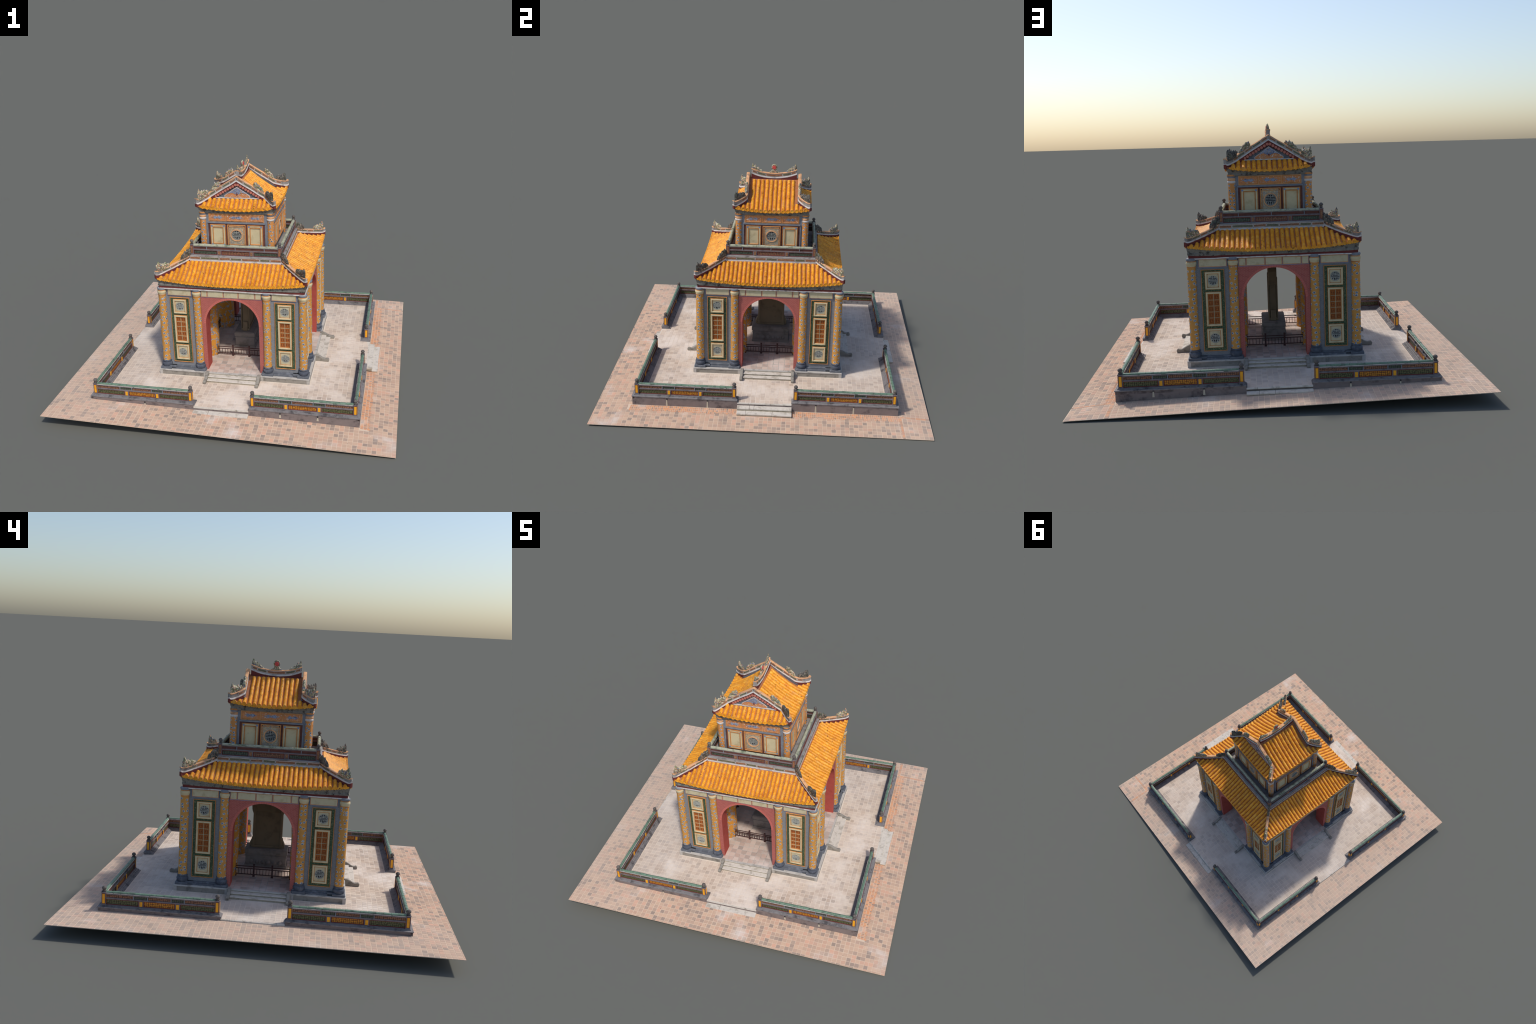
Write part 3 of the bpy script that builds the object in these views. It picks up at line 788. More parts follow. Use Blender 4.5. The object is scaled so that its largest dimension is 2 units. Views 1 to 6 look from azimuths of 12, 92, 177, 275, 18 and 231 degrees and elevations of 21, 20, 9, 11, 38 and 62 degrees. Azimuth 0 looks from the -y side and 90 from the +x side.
WIN = [(0.484, 0.573, "round"), (0.291, 0.468, "tall"), (0.176, 0.274, "round")]
for k in range(4):
    side = place("pier_wall", pier_me, root, turn=k * HALF_TURN)
    place("plinth_course", plinth_me, side)
    aw = place("arch_wall", arch_me, root, turn=k * HALF_TURN)
    place("arch_soffit", soffit_me, aw); place("arch_brick", ring_me, aw)
    if k == 0:
        stock = []
        for s in (-1, 1):
            c = s * PANEL
            hw = 0.0600
            fs = Shape().frame(c - hw, c + hw, 0.156, 0.586, 0.0038, WALL - 0.002, WALL + 0.007)
            stock.append(("panel_frame", fs.mesh("panel_frame", "orange")))
            g = Shape().box(c - hw + 0.003, c + hw - 0.003, WALL - 0.002, WALL + 0.003, 0.159, 0.583)
            stock.append(("mosaic_panel", g.mesh("mosaic_panel", "green_panel")))
            for z0, z1, kind in WIN:
                w = 0.0388
                wf = Shape().frame(c - w, c + w, z0, z1, 0.010, WALL + 0.001, WALL + 0.0125)
                stock.append(("window_frame", wf.mesh("window_frame", "pale_cream")))
                of = Shape().frame(c - w - 0.002, c + w + 0.002, z0 - 0.002, z1 + 0.002, 0.004, WALL + 0.001, WALL + 0.0085)
                of.frame(c - w + 0.0085, c + w - 0.0085, z0 + 0.0085, z1 - 0.0085, 0.003, WALL + 0.001, WALL + 0.0085)
                stock.append(("frame_moulding", of.mesh("frame_moulding", "orange")))
                zc = (z0 + z1) / 2
                if kind == "round":
                    # spandrel plate with a round opening
                    n = 32; R = 0.0262
                    hwid, hht = w - 0.010, (z1 - z0) / 2 - 0.010
                    R = min(R, hwid - 0.001)
                    pl_ = Shape(); inner, outer = [], []
                    for i in range(n):
                        t = 2 * pi * i / n
                        ca, sa = cos(t), sin(t)
                        m = min(hwid / max(abs(ca), 1e-6), hht / max(abs(sa), 1e-6))
                        inner.append((c + R * ca, zc + R * sa)); outer.append((c + m * ca, zc + m * sa))
                    pl_.loft([[(a, -WALL - 0.003, b) for a, b in inner], [(a, -WALL - 0.007, b) for a, b in inner], [(a, -WALL - 0.006, b) for a, b in outer]], caps=False)
                    stock.append(("spandrel", pl_.mesh("spandrel", "cream")))
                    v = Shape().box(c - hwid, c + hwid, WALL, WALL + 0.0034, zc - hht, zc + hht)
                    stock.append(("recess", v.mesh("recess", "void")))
                    tr = Shape(); shou(tr, c, zc, R * 0.96, WALL + 0.003, WALL + 0.0062)
                    stock.append(("tracery", tr.mesh("tracery", "roundel")))
                else:
                    v = Shape().box(c - w + 0.010, c + w - 0.010, WALL, WALL + 0.0036, z0 + 0.010, z1 - 0.010)
                    stock.append(("fret_panel", v.mesh("fret_panel", "fret_back")))
                    gr = Shape()
                    gr.box(c - 0.0009, c + 0.0009, WALL + 0.003, WALL + 0.0062, z0 + 0.011, z1 - 0.011)
                    for i in range(1, 5):
                        zz = z0 + 0.010 + (z1 - z0 - 0.02) * i / 5
                        gr.box(c - w + 0.012, c + w - 0.012, WALL + 0.003, WALL + 0.0058, zz - 0.0007, zz + 0.0007)
                    stock.append(("fret_bar", gr.mesh("fret_bar", "pale_cream")))
                    # square meander strokes in each cell
                    me_ = Shape()
                    for i in range(5):
                        zb = z0 + 0.010 + (z1 - z0 - 0.02) * (i + 0.5) / 5
                        for sx in (-1, 1):
                            xb = c + sx * 0.0157
                            for q0, q1, q2, q3 in ((-0.011, 0.011, 0.0105, 0.0118), (-0.011, 0.011, -0.0118, -0.0105), (-0.0115, -0.0102, -0.0105, 0.0105), (0.0102, 0.0115, -0.0105, 0.0105),
                                                   (-0.006, 0.006, 0.0045, 0.0058), (-0.006, 0.006, -0.0058, -0.0045), (-0.0007, 0.0007, -0.0045, 0.0045)):
                                me_.box(xb + q0, xb + q1, WALL + 0.003, WALL + 0.0052, zb + q2, zb + q3)
                    stock.append(("fret_bar", me_.mesh("fret_bar", "fret_line")))
        fz = Shape()
        for u0, u1 in ((-0.3865, -0.2385), (-0.182, 0.182), (0.2385, 0.3865)):
            fz.box(u0, u1, WALL - 0.004, WALL + 0.0055, 0.5965, 0.643)
        stock.append(("frieze", fz.mesh("frieze", "blue")))
        fo, fc = Shape(), Shape()
        cuts = [(-0.384, -0.241), (-0.1795, -0.1435), (-0.1410, -0.0455), (-0.0430, 0.0430), (0.0455, 0.1410), (0.1435, 0.1795), (0.241, 0.384)]
        for u0, u1 in cuts:
            fo.box(u0, u1, WALL, WALL + 0.0072, 0.5995, 0.6405)
            fc.box(u0 + 0.003, u1 - 0.003, WALL, WALL + 0.0082, 0.6025, 0.6375)
        stock.append(("frieze_border", fo.mesh("frieze_border", "orange")))
        stock.append(("frieze_panel", fc.mesh("frieze_panel", "cream")))
    for nme, m in stock:
        place(nme, m, side)

# hall inside: back of the walls, ceiling, four stout painted columns
hall = Shape()
for s in (-1, 1):
    lo, hi = sorted((s * 0.1845, s * 0.333))
    hall.box(lo, hi, 0.3325, 0.3338, FLOOR, 0.60)
four("inner_wall", hall.mesh("inner_wall", "inside"), root)
cl = Shape().block(-0.36, 0.36, -0.36, 0.36, 0.603, 0.612)
place("ceiling", cl.mesh("ceiling", "ceiling"), root)
ic = Shape().lathe([(0.0615 - 0.003 * i / 10, FLOOR + (0.604 - FLOOR) * i / 10) for i in range(11)], 32).mesh("hall_column", "inner_column", 50)
for sx, sy in ((-1, -1), (1, -1), (1, 1), (-1, 1)):
    place("hall_column", ic, root, (sx * 0.2075, sy * 0.2075, 0), sx + 2.1 * sy)

# iron railing round the stele, one fence in each archway
for k in range(4):
    rl = Shape(); d = 0.232
    for z in (FLOOR + 0.058, FLOOR + 0.045, FLOOR + 0.012):
        rl.box(-0.156, 0.156, d - 0.002, d + 0.002, z - 0.002, z + 0.002)
    for i in range(1, 18):
        u = -0.156 + 0.312 * i / 18
        if i % 6:
            rl.box(u - 0.0014, u + 0.0014, d - 0.0014, d + 0.0014, FLOOR + 0.012, FLOOR + 0.045)
    f = place("railing", rl.mesh("railing", "iron"), root, turn=k * HALF_TURN)
    ps = Shape()
    for u in (-0.156, -0.052, 0.052, 0.156):
        ps.block(u - 0.0042, u + 0.0042, -d - 0.0042, -d + 0.0042, FLOOR, FLOOR + 0.068)
        ps.block(u - 0.0062, u + 0.0062, -d - 0.0075, -d + 0.0075, FLOOR, FLOOR + 0.006)
        ps.block(u - 0.0052, u + 0.0052, -d - 0.0052, -d + 0.0052, FLOOR + 0.068, FLOOR + 0.072)
    place("railing_post", ps.mesh("railing_post", "iron"), f)

# the stele on its pedestal
PT = 0.226
pd = Shape()
pd.block(-0.066, 0.066, -0.124, 0.124, FLOOR - 0.001, FLOOR + 0.016)
pd.block(-0.062, 0.062, -0.119, 0.119, FLOOR + 0.015, FLOOR + 0.066)
pd.block(-0.0645, 0.0645, -0.122, 0.122, FLOOR + 0.065, FLOOR + 0.074)
pd.block(-0.062, 0.062, -0.119, 0.119, FLOOR + 0.073, FLOOR + 0.083)
pd.block(-0.066, 0.066, -0.125, 0.125, FLOOR + 0.082, PT - 0.004)
pd.block(-0.063, 0.063, -0.122, 0.122, PT - 0.005, PT)
stele = place("stele_pedestal", pd.mesh("stele_pedestal", "pedestal_stone", bevel=0.002), root)
ap = Shape()
for i in range(6):
    c = -0.083 + 0.0332 * i
    for s in (-1, 1):
        ap.lathe([(0.004, FLOOR + 0.020), (0.013, FLOOR + 0.026), (0.014, FLOOR + 0.036), (0.009, FLOOR + 0.046), (0.003, FLOOR + 0.050)], 12, s * 0.056, c)
place("pedestal_lobe", ap.mesh("pedestal_lobe", "pedestal_stone", 50), stele)
sl = Shape()
sl.block(-0.020, 0.020, -0.078, 0.078, PT - 0.001, 0.475)
slab_o = place("stele_slab", sl.mesh("stele_slab", "stele_stone", bevel=0.003), stele)
fr = Shape()
for s in (-1, 1):
    for c in (-0.0795, 0.0795):
        fr.block(s * 0.0235 - 0.0035, s * 0.0235 + 0.0035, c - 0.007, c + 0.007, PT, 0.472)
fr.block(-0.0265, 0.0265, -0.093, 0.093, PT, PT + 0.014)
place("stele_border", fr.mesh("stele_border", "stele_stone", bevel=0.002), stele)
crown = [(-0.086, 0.425), (-0.095, 0.448), (-0.100, 0.505), (-0.090, 0.535), (-0.065, 0.562), (-0.03, 0.578), (0.03, 0.578), (0.065, 0.562), (0.090, 0.535), (0.100, 0.505), (0.095, 0.448), (0.086, 0.425), (0.070, 0.440), (-0.070, 0.440)]
cr = Shape().loft([[(-0.0235, y, z) for y, z in crown], [(0.0235, y, z) for y, z in crown]])
place("stele_crown", cr.mesh("stele_crown", "stele_stone", bevel=0.004), stele)
for s in (-1, 1):
    wing = [(s * 0.083, PT), (s * 0.103, PT), (s * 0.104, PT + 0.018), (s * 0.099, PT + 0.032), (s * 0.093, PT + 0.044), (s * 0.091, PT + 0.056), (s * 0.083, PT + 0.062)]
    w = Shape().loft([[(-0.015, y, z) for y, z in wing], [(0.015, y, z) for y, z in wing]])
    place("stele_bracket", w.mesh("stele_bracket", "stele_stone", bevel=0.003), stele)

# ------------------------------------------------------------------ cornice and lower roof
EAVE, RIDGE_IN = 0.447, 0.287
SAG = 0.030
def rise(f):
    return SAG * abs(f) ** 2.3
def cornice(name, mat, profile, lifts, parent=root):
    s = Shape()
    s.ring_sweep(profile, lambda f, k: lifts[k] * abs(f) ** 2.3, 20, closed=True)
    return place(name, s.mesh(name, mat), parent)
cornice("cornice_fillet", "white_trim", [(0.40, 0.642), (0.4385, 0.642), (0.4385, 0.648), (0.40, 0.648)], [0, 0, 0, 0])
cornice("cornice_band", "maroon", [(0.40, 0.6475), (0.434, 0.6475), (0.435, 0.657), (0.40, 0.657)], [0, 0, 0.006, 0.006])
cor = cornice("cornice", "soot", [(0.40, 0.6565), (0.437, 0.6565), (0.4385, 0.661), (0.4365, 0.664), (0.4405, 0.671), (0.443, 0.6745), (0.40, 0.6745)], [0.006, 0.006, 0.012, 0.014, 0.026, 0.03, 0.03])

def low_z(r, u):
    t = (r - RIDGE_IN) / (EAVE - RIDGE_IN)
    f = min(1.0, abs(u) / EAVE)
    return 0.7695 - 0.0890 * t - 0.005 * sin(pi * min(1, max(0, t))) + rise(f) * max(0, t) ** 1.2
deck = Shape()
nr, nu = 10, 48
for (dz, flip) in ((0.0, False), (-0.006, True)):
    vs = []
    for i in range(nr + 1):
        r = RIDGE_IN - 0.01 + (EAVE - 0.003 - RIDGE_IN + 0.01) * i / nr
        for j in range(nu + 1):
            u = (-1 + 2 * j / nu) * r
            vs.append((u, -r, low_z(r, u) + dz))
    fs = [(i * (nu + 1) + j, i * (nu + 1) + j + 1, (i + 1) * (nu + 1) + j + 1, (i + 1) * (nu + 1) + j) for i in range(nr) for j in range(nu)]
    deck.add(vs, fs)
K = (nr + 1) * (nu + 1)
deck.f += [(nr * (nu + 1) + j, nr * (nu + 1) + j + 1, K + nr * (nu + 1) + j + 1, K + nr * (nu + 1) + j) for j in range(nu)]
deck_me = deck.mesh("roof_deck", "pan", 40)

def tile_row(path, radius, steps):
    """A row of overlapping barrel tiles down a path, each a half pipe a little wider at its lower lip, closed by a round end tile."""
    s = Shape()
    pts = [Vector(p) for p in path]
    seg = [0.0]
    for a, b in zip(pts, pts[1:]):
        seg.append(seg[-1] + (b - a).length)
    L = seg[-1]
    def at(t):
        t = min(max(t, 0), L)
        for i in range(len(seg) - 1):
            if t <= seg[i + 1] + 1e-9:
                f = (t - seg[i]) / max(1e-9, seg[i + 1] - seg[i])
                return pts[i].lerp(pts[i + 1], f), (pts[i + 1] - pts[i]).normalized()
        return pts[-1], (pts[-1] - pts[-2]).normalized()
    def hoop(t, r, sink=0.0, n=9):
        p, d = at(t)
        side = Vector((1, 0, 0)); up = side.cross(d) * -1
        if up.z < 0: up = -up
        p = p + side * wob(t)
        return [tuple(p + side * (r * cos(pi * k / (n - 1))) + up * (r * 1.1 * sin(pi * k / (n - 1)) - 0.001 - sink)) for k in range(n)]
    ph = rng.uniform(0, 20)
    wob = lambda t: 0.0019 * noise.noise(Vector((t * 14, ph, 0)))
    n = max(1, round(L / steps)); rings = []
    for i in range(n):
        t0, t1 = L * i / n, L * (i + 1) / n
        k = 1 + rng.uniform(-0.03, 0.03)
        rings += [hoop(t0, radius * 0.93 * k), hoop(t1 - 0.0006, radius * 1.04 * k)]
    s.loft(rings, caps=False, closed=False)
    # end tile: disc with a raised rim
    p, d = at(L)
    side = Vector((1, 0, 0)); up = side.cross(d)
    if up.z < 0: up = -up
    down = Vector((0, d.y, 0)).normalized()
    cen = p + up * (radius * 0.22)
    def disc(r, o):
        return [tuple(cen + side * (r * cos(2 * pi * k / 14)) + Vector((0, 0, 1)) * (r * sin(2 * pi * k / 14)) + down * o) for k in range(14)]
    s.loft([disc(radius * 1.08, -0.004), disc(radius * 1.12, 0.0022), disc(radius * 0.86, 0.0026), disc(radius * 0.8, 0.0012)], caps=True)
    return s

def drip(u, r, z, w, h):
    """Pointed drip tile hung between two barrel rows."""
    o = [(-w, 0.004), (w, 0.004), (w, -0.001), (w * 0.55, -h * 0.6), (0, -h), (-w * 0.55, -h * 0.6), (-w, -0.001)]
    return Shape().loft([[(u + a, -r + 0.002, z + b) for a, b in o], [(u + a, -r - 0.0015, z + b) for a, b in o]])

roofs = []
for k in range(4):
    roofs.append(place("lower_roof", deck_me, root, turn=k * HALF_TURN))
ROWS, PITCH = 33, 0.0260
for i in range(ROWS):
    u = (i - (ROWS - 1) / 2) * PITCH
    start = max(RIDGE_IN + 0.006, abs(u) + 0.010)
    if start > EAVE - 0.008:
        continue
    path = [(u, -r, low_z(r, u) + 0.001) for r in [start + (EAVE - start) * j / 8 for j in range(9)]]
    me = tile_row(path, 0.0100, 0.0105).mesh("roof_tile_row", "glaze", 55)
    for k in range(4):
        place("roof_tile_row", me, roofs[k])
dr = Shape()
for i in range(ROWS + 1):
    u = (i - ROWS / 2) * PITCH
    if abs(u) < EAVE - 0.008:
        s = drip(u, EAVE, low_z(EAVE, u), 0.0075, 0.0085); dr.add(s.v, s.f)
drip_me = dr.mesh("drip_tile", "glaze")
for k in range(4):
    ob = place("drip_tile", drip_me, roofs[k]); ob["kind"] = "stuff"

# ------------------------------------------------------------------ ridges and their carved ornaments
def smooth_path(pts, n=6):
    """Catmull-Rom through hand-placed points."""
    p = [Vector(q) for q in pts]
    p = [p[0] * 2 - p[1]] + p + [p[-1] * 2 - p[-2]]
    out = []
    for i in range(1, len(p) - 2):
        for j in range(n):
            t = j / n
            out.append(0.5 * ((2 * p[i]) + (p[i + 1] - p[i - 1]) * t + (2 * p[i - 1] - 5 * p[i] + 4 * p[i + 1] - p[i + 2]) * t * t + (3 * p[i] - p[i - 1] - 3 * p[i + 1] + p[i + 2]) * t ** 3))
    out.append(p[-2])
    return out

def ridge(name, parent, path, w, h, panels, cap="peach", both=True, foot="white_trim"):
    """Boxed ridge: plastered core, white foot moulding, coping, and coloured inlays divided by white bars."""
    body = Shape().sweep(path, [(-w, 0), (w, 0), (w, h * 0.86), (-w, h * 0.86)])
    base = place(name, body.mesh(name, "slate"), parent)
    ft_ = Shape().sweep(path, [(-w * 1.3, -0.003), (w * 1.3, -0.003), (w * 1.3, h * 0.06), (w * 1.05, h * 0.18), (-w * 1.05, h * 0.18), (-w * 1.3, h * 0.06)])
    place("ridge_foot", ft_.mesh("ridge_foot", foot), base)
    cp = Shape().sweep(path, [(-w * 1.25, h * 0.80), (w * 1.25, h * 0.80), (w * 1.35, h * 0.9), (w * 0.8, h * 1.0), (-w * 0.8, h * 1.0), (-w * 1.35, h * 0.9)])
    place("ridge_coping", cp.mesh("ridge_coping", cap, 30), base)
    if panels:
        lens = [0.0]
        for a, b in zip(path, path[1:]):
            lens.append(lens[-1] + (Vector(b) - Vector(a)).length)
        def cut(t0, t1):
            def at(t):
                for i in range(len(lens) - 1):
                    if t <= lens[i + 1] + 1e-9:
                        return Vector(path[i]).lerp(Vector(path[i + 1]), (t - lens[i]) / max(1e-9, lens[i + 1] - lens[i]))
                return Vector(path[-1])
            k = max(2, int((t1 - t0) / 0.012) + 1)
            return [at(t0 + (t1 - t0) * i / k) for i in range(k + 1)]
        wl, br, ol = Shape(), Shape(), Shape()
        L = lens[-1]
        for i in range(len(panels) - 1):
            a, b = L * panels[i], L * panels[i + 1]
            wl.sweep(cut(a + 0.0015, b - 0.0015), [(-w - 0.0008, h * 0.27), (w + 0.0008, h * 0.27), (w + 0.0008, h * 0.78), (-w - 0.0008, h * 0.78)])
            (br if i % 2 == 0 else ol).sweep(cut(a + 0.0035, b - 0.0035), [(-w - 0.0016, h * 0.35), (w + 0.0016, h * 0.35), (w + 0.0016, h * 0.70), (-w - 0.0016, h * 0.70)])
        place("ridge_border", wl.mesh("ridge_border", "white_trim"), base)
        place("ridge_inlay", br.mesh("ridge_inlay", "brown_panel"), base)
        if ol.v:
            place("ridge_inlay", ol.mesh("ridge_inlay", "olive_panel"), base)
    return base

def carving(seed, length, outline, thick, base=lambda t: 0.0):
    """Lumpy pierced-looking carved plate along +x: outline(t) is its height, edges scalloped and faces rippled by noise."""
    s = Shape(); nu_, nz = 30, 12
    for side in (1, -1):
        vs = []
        for i in range(nu_ + 1):
            t = i / nu_
            hh = outline(t) * (1 + 0.13 * noise.noise(Vector((t * 8, seed, 0))) + 0.07 * sin(t * 26 + seed))
            for j in range(nz + 1):
                q = j / nz
                bulge = sqrt(max(0.0, 1 - (2 * abs(q - 0.42)) ** 2.6 if q > 0.42 else 1.0)) if q < 1 else 0.0
                th = thick * (0.35 + 0.65 * bulge) * min(1, 6 * t + 0.25, 6 * (1 - t) + 0.25)
                bump = 0.0030 * noise.noise(Vector((t * length * 110, q * 5.5, seed + side * 3)))
                x = t * length + 0.0018 * noise.noise(Vector((t * 12, q * 5, seed + 9)))
                y = side * (th + bump) if j < nz else 0.0
                if i in (0, nu_): y *= 0.1
                vs.append((x, y, base(t) + q * hh))
        fs = [(i * (nz + 1) + j, (i + 1) * (nz + 1) + j, (i + 1) * (nz + 1) + j + 1, i * (nz + 1) + j + 1) for i in range(nu_) for j in range(nz)]
        s.add(vs, fs)
    return s

def bump_profile(*pts):
    """Piecewise smooth height curve from (t, h) pairs."""
    def f(t):
        for (a, ha), (b, hb) in zip(pts, pts[1:]):
            if t <= b:
                q = (t - a) / (b - a); q = q * q * (3 - 2 * q)
                return ha + (hb - ha) * q
        return pts[-1][1]
    return f

def put_carving(parent, seed, at, heading, length, outline, thick, mat, slope=0.0):
    me = carving(seed, length, outline, thick, lambda t: slope * t * length).mesh("ridge_carving", mat, 60)
    return place("ridge_carving", me, parent, at, heading)

# level ridge round the terrace foot, and hips running out to the corners
ring_path = [(-RIDGE_IN + 0.002, -0.2845, 0.7715), (RIDGE_IN - 0.002, -0.2845, 0.7715)]
rb = []
for k in range(4):
    b = ridge("level_ridge", root, [(x, y, z) for x, y, z in [(-0.2845 + 0.569 * i / 24, -0.2805, 0.7715) for i in range(25)]], 0.0055, 0.0325,
              [0.012, 0.13, 0.33, 0.45, 0.57, 0.76, 0.87, 0.988], cap="slate")
    b.rotation_euler[2] = k * HALF_TURN
    rb.append(b)
terr = Shape()
terr.ring_sweep([(0.150, 0.8050), (0.270, 0.8050), (0.2790, 0.8030), (0.2790, 0.790), (0.150, 0.790)], closed=True, n=4)
terrace = place("terrace_floor", terr.mesh("terrace_floor", "slate"), root)

HS = 1 / sqrt(2)
for k, (sx, sy) in enumerate(((1, -1), (1, 1), (-1, 1), (-1, -1))):
    pts = [(0.279, 0.7795), (0.320, 0.7645), (0.357, 0.7515), (0.395, 0.7395), (0.422, 0.7325), (0.438, 0.7310), (0.4470, 0.7350)]
    path = smooth_path([(sx * r, sy * r, z) for r, z in pts], 5)
    h = ridge("hip_ridge", root, path, 0.0065, 0.0235, [0.03, 0.17, 0.36, 0.58, 0.80])
    ub = Shape().sweep(path, [(-0.0075, -0.026), (0.0075, -0.026), (0.0075, -0.0025), (-0.0075, -0.0025)])
    place("ridge_bed", ub.mesh("ridge_bed", "maroon"), h)
    ang = math.atan2(sy, sx)
    # carved cresting near the tip and a scroll against the terrace corner
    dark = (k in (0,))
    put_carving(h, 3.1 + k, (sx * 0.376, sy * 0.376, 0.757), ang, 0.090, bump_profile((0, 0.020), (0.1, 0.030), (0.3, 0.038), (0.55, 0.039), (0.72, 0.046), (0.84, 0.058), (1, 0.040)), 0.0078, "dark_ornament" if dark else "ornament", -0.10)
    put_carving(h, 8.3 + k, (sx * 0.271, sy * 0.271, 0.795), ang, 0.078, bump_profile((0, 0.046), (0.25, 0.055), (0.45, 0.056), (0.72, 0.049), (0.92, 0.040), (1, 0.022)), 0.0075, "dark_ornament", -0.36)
    # upturned tip with a small leaf
    lf = Shape()
    pth = [(0.000, 0.0), (0.005, 0.005), (0.008, 0.012), (0.0065, 0.020)]
    for i in range(len(pth) - 1):
        (a, za), (b, zb) = pth[i], pth[i + 1]
        ra, rb_ = 0.005 - i * 0.0013, 0.005 - (i + 1) * 0.0013
        lf.loft([[(a + ra * 0.5 * cos(t), ra * sin(t), za) for t in [2 * pi * m / 8 for m in range(8)]], [(b + rb_ * 0.5 * cos(t), rb_ * sin(t), zb) for t in [2 * pi * m / 8 for m in range(8)]]])
    place("ridge_tip", lf.mesh("ridge_tip", "white_trim", 40), h, (sx * 0.4435, sy * 0.4435, 0.735), ang)

# terrace balustrade
TB = 0.2655
for k in range(4):
    turn = k * HALF_TURN
    balustrade("terrace_balustrade", -TB + 0.009, TB - 0.009, TB, 0.8035, 0.067, [0.31, 0.69], [0.16, 0.5, 0.84], "rail_pale", turn, 0.0085, "dull_green", "dull_brown", "brown_panel")
    gate_post(TB, TB, 0.8032, 0.0105, 0.066, turn, fin_roof, 0.02, ("brown_panel", "brown_panel"))

# ------------------------------------------------------------------ upper storey
UW, UC = 0.2135, 0.204
UTOP = 1.056
uw = Shape().block(-UW, UW, -UW, UW, 0.80, UTOP + 0.012)
upper = place("upper_wall", uw.mesh("upper_wall", "grey_trim"), root)
us_me = Shape().lathe([(0.0212 - 0.001 * i / 10, 0.802 + 0.211 * i / 10) for i in range(11)], 28).mesh("upper_column", "upper_column", 50)
u_caps = [("capital_band", "white_trim", [(0.0205, 1.010), (0.0232, 1.013), (0.0238, 1.018), (0.0225, 1.022), (0.0208, 1.023)]),
          ("capital", "peach", [(0.0208, 1.022), (0.0215, 1.026), (0.0230, 1.029), (0.0230, 1.033), (0.0212, 1.036), (0.0215, 1.038)]),
          ("capital_ring", "grey_trim", [(0.0212, 1.037), (0.0218, 1.042), (0.0235, 1.046), (0.0235, 1.0475)]),
          ("capital_top", "orange", [(0.0215, 1.047), (0.0245, 1.049), (0.0250, 1.053), (0.0235, 1.057)])]
u_caps = [(a, Shape().lathe(p, 28).mesh(a, m, 50)) for a, m, p in u_caps]
for i, (sx, sy) in enumerate(((1, -1), (1, 1), (-1, 1), (-1, -1))):
    c = place("upper_column", us_me, root, (sx * UC, sy * UC, 0), i * 1.3)
    for nme, m in u_caps:
        place(nme, m, c)
up = []
f = Shape().box(-0.172, 0.172, UW - 0.003, UW + 0.0035, 0.836, 0.992); up.append(("panel_bed", f, "rail_dark"))
f = Shape().box(-0.176, 0.176, UW - 0.003, UW + 0.0085, 0.988, 0.9965); up.append(("moulding", f, "grey_trim"))
f = Shape()
for s in (-1, 1):
    lo, hi = sorted((s * 0.172, s * 0.178)); f.box(lo, hi, UW - 0.003, UW + 0.006, 0.836, 0.99)
up.append(("moulding", f, "grey_trim"))
f = Shape().box(-0.168, 0.168, UW - 0.003, UW + 0.003, 0.998, 1.048); up.append(("frieze", f, "peach"))
f = Shape(); f2 = Shape()
for u0, u1 in ((-0.164, -0.064), (-0.059, 0.059), (0.064, 0.164)):
    f.frame(u0, u1, 1.003, 1.0445, 0.005, UW, UW + 0.0065); f2.box(u0 + 0.004, u1 - 0.004, UW, UW + 0.0042, 1.007, 1.041)
up += [("frieze_frame", f, "orange"), ("frieze_panel", f2, "china")]
f = Shape()
for c, w in ((-0.114, 0.034), (0.0, 0.042), (0.114, 0.034)):
    o = []
    for i in range(48):
        t = 2 * pi * i / 48
        k = 0.72 + 0.28 * cos(6 * t)
        o.append((c + w * cos(t) * (0.7 + 0.3 * k), 1.024 + 0.0105 * sin(t) * k))
    f.extrude(o, UW, UW + 0.0050)
up.append(("frieze_motif", f, "blue_china"))
for s in (-1, 1):
    c = s * 0.1125
    z0, z1 = 0.845, 0.981
    f = Shape().frame(c - 0.0465, c + 0.0465, z0, z1, 0.0045, UW, UW + 0.010); f.frame(c - 0.0325, c + 0.0325, z0 + 0.0145, z1 - 0.0145, 0.0045, UW, UW + 0.0095)
    up.append(("niche_moulding", f, "orange"))
    f = Shape().frame(c - 0.0425, c + 0.0425, z0 + 0.004, z1 - 0.004, 0.0115, UW, UW + 0.0085); up.append(("niche_frame", f, "pale_cream"))
    f = Shape().box(c - 0.031, c + 0.031, UW, UW + 0.0042, z0 + 0.016, z1 - 0.016); up.append(("niche_panel", f, "pale_cream"))
    f = Shape()
    for a in (-1, 1):
        for zz in (z0 + 0.010, z1 - 0.010):
            f.box(c + a * 0.0365 - 0.005, c + a * 0.0365 + 0.005, UW, UW + 0.0092, zz - 0.0045, zz + 0.0045)
    up.append(("corner_tile", f, "blue"))
f = Shape().frame(-0.0555, 0.0555, 0.845, 0.981, 0.006, UW, UW + 0.0105); f.frame(-0.0455, 0.0455, 0.856, 0.970, 0.003, UW, UW + 0.0095)
up.append(("roundel_moulding", f, "orange"))
f = Shape(); n = 32; R = 0.0315; zc = 0.9165
inner = [(R * cos(2 * pi * i / n), zc + R * sin(2 * pi * i / n)) for i in range(n)]
mid = [((R + 0.006) * cos(2 * pi * i / n), zc + (R + 0.006) * sin(2 * pi * i / n)) for i in range(n)]
outer = []
for i in range(n):
    t = 2 * pi * i / n
    m = min(0.0505 / max(abs(cos(t)), 1e-6), 0.0635 / max(abs(sin(t)), 1e-6)); outer.append((m * cos(t), 0.913 + m * sin(t)))
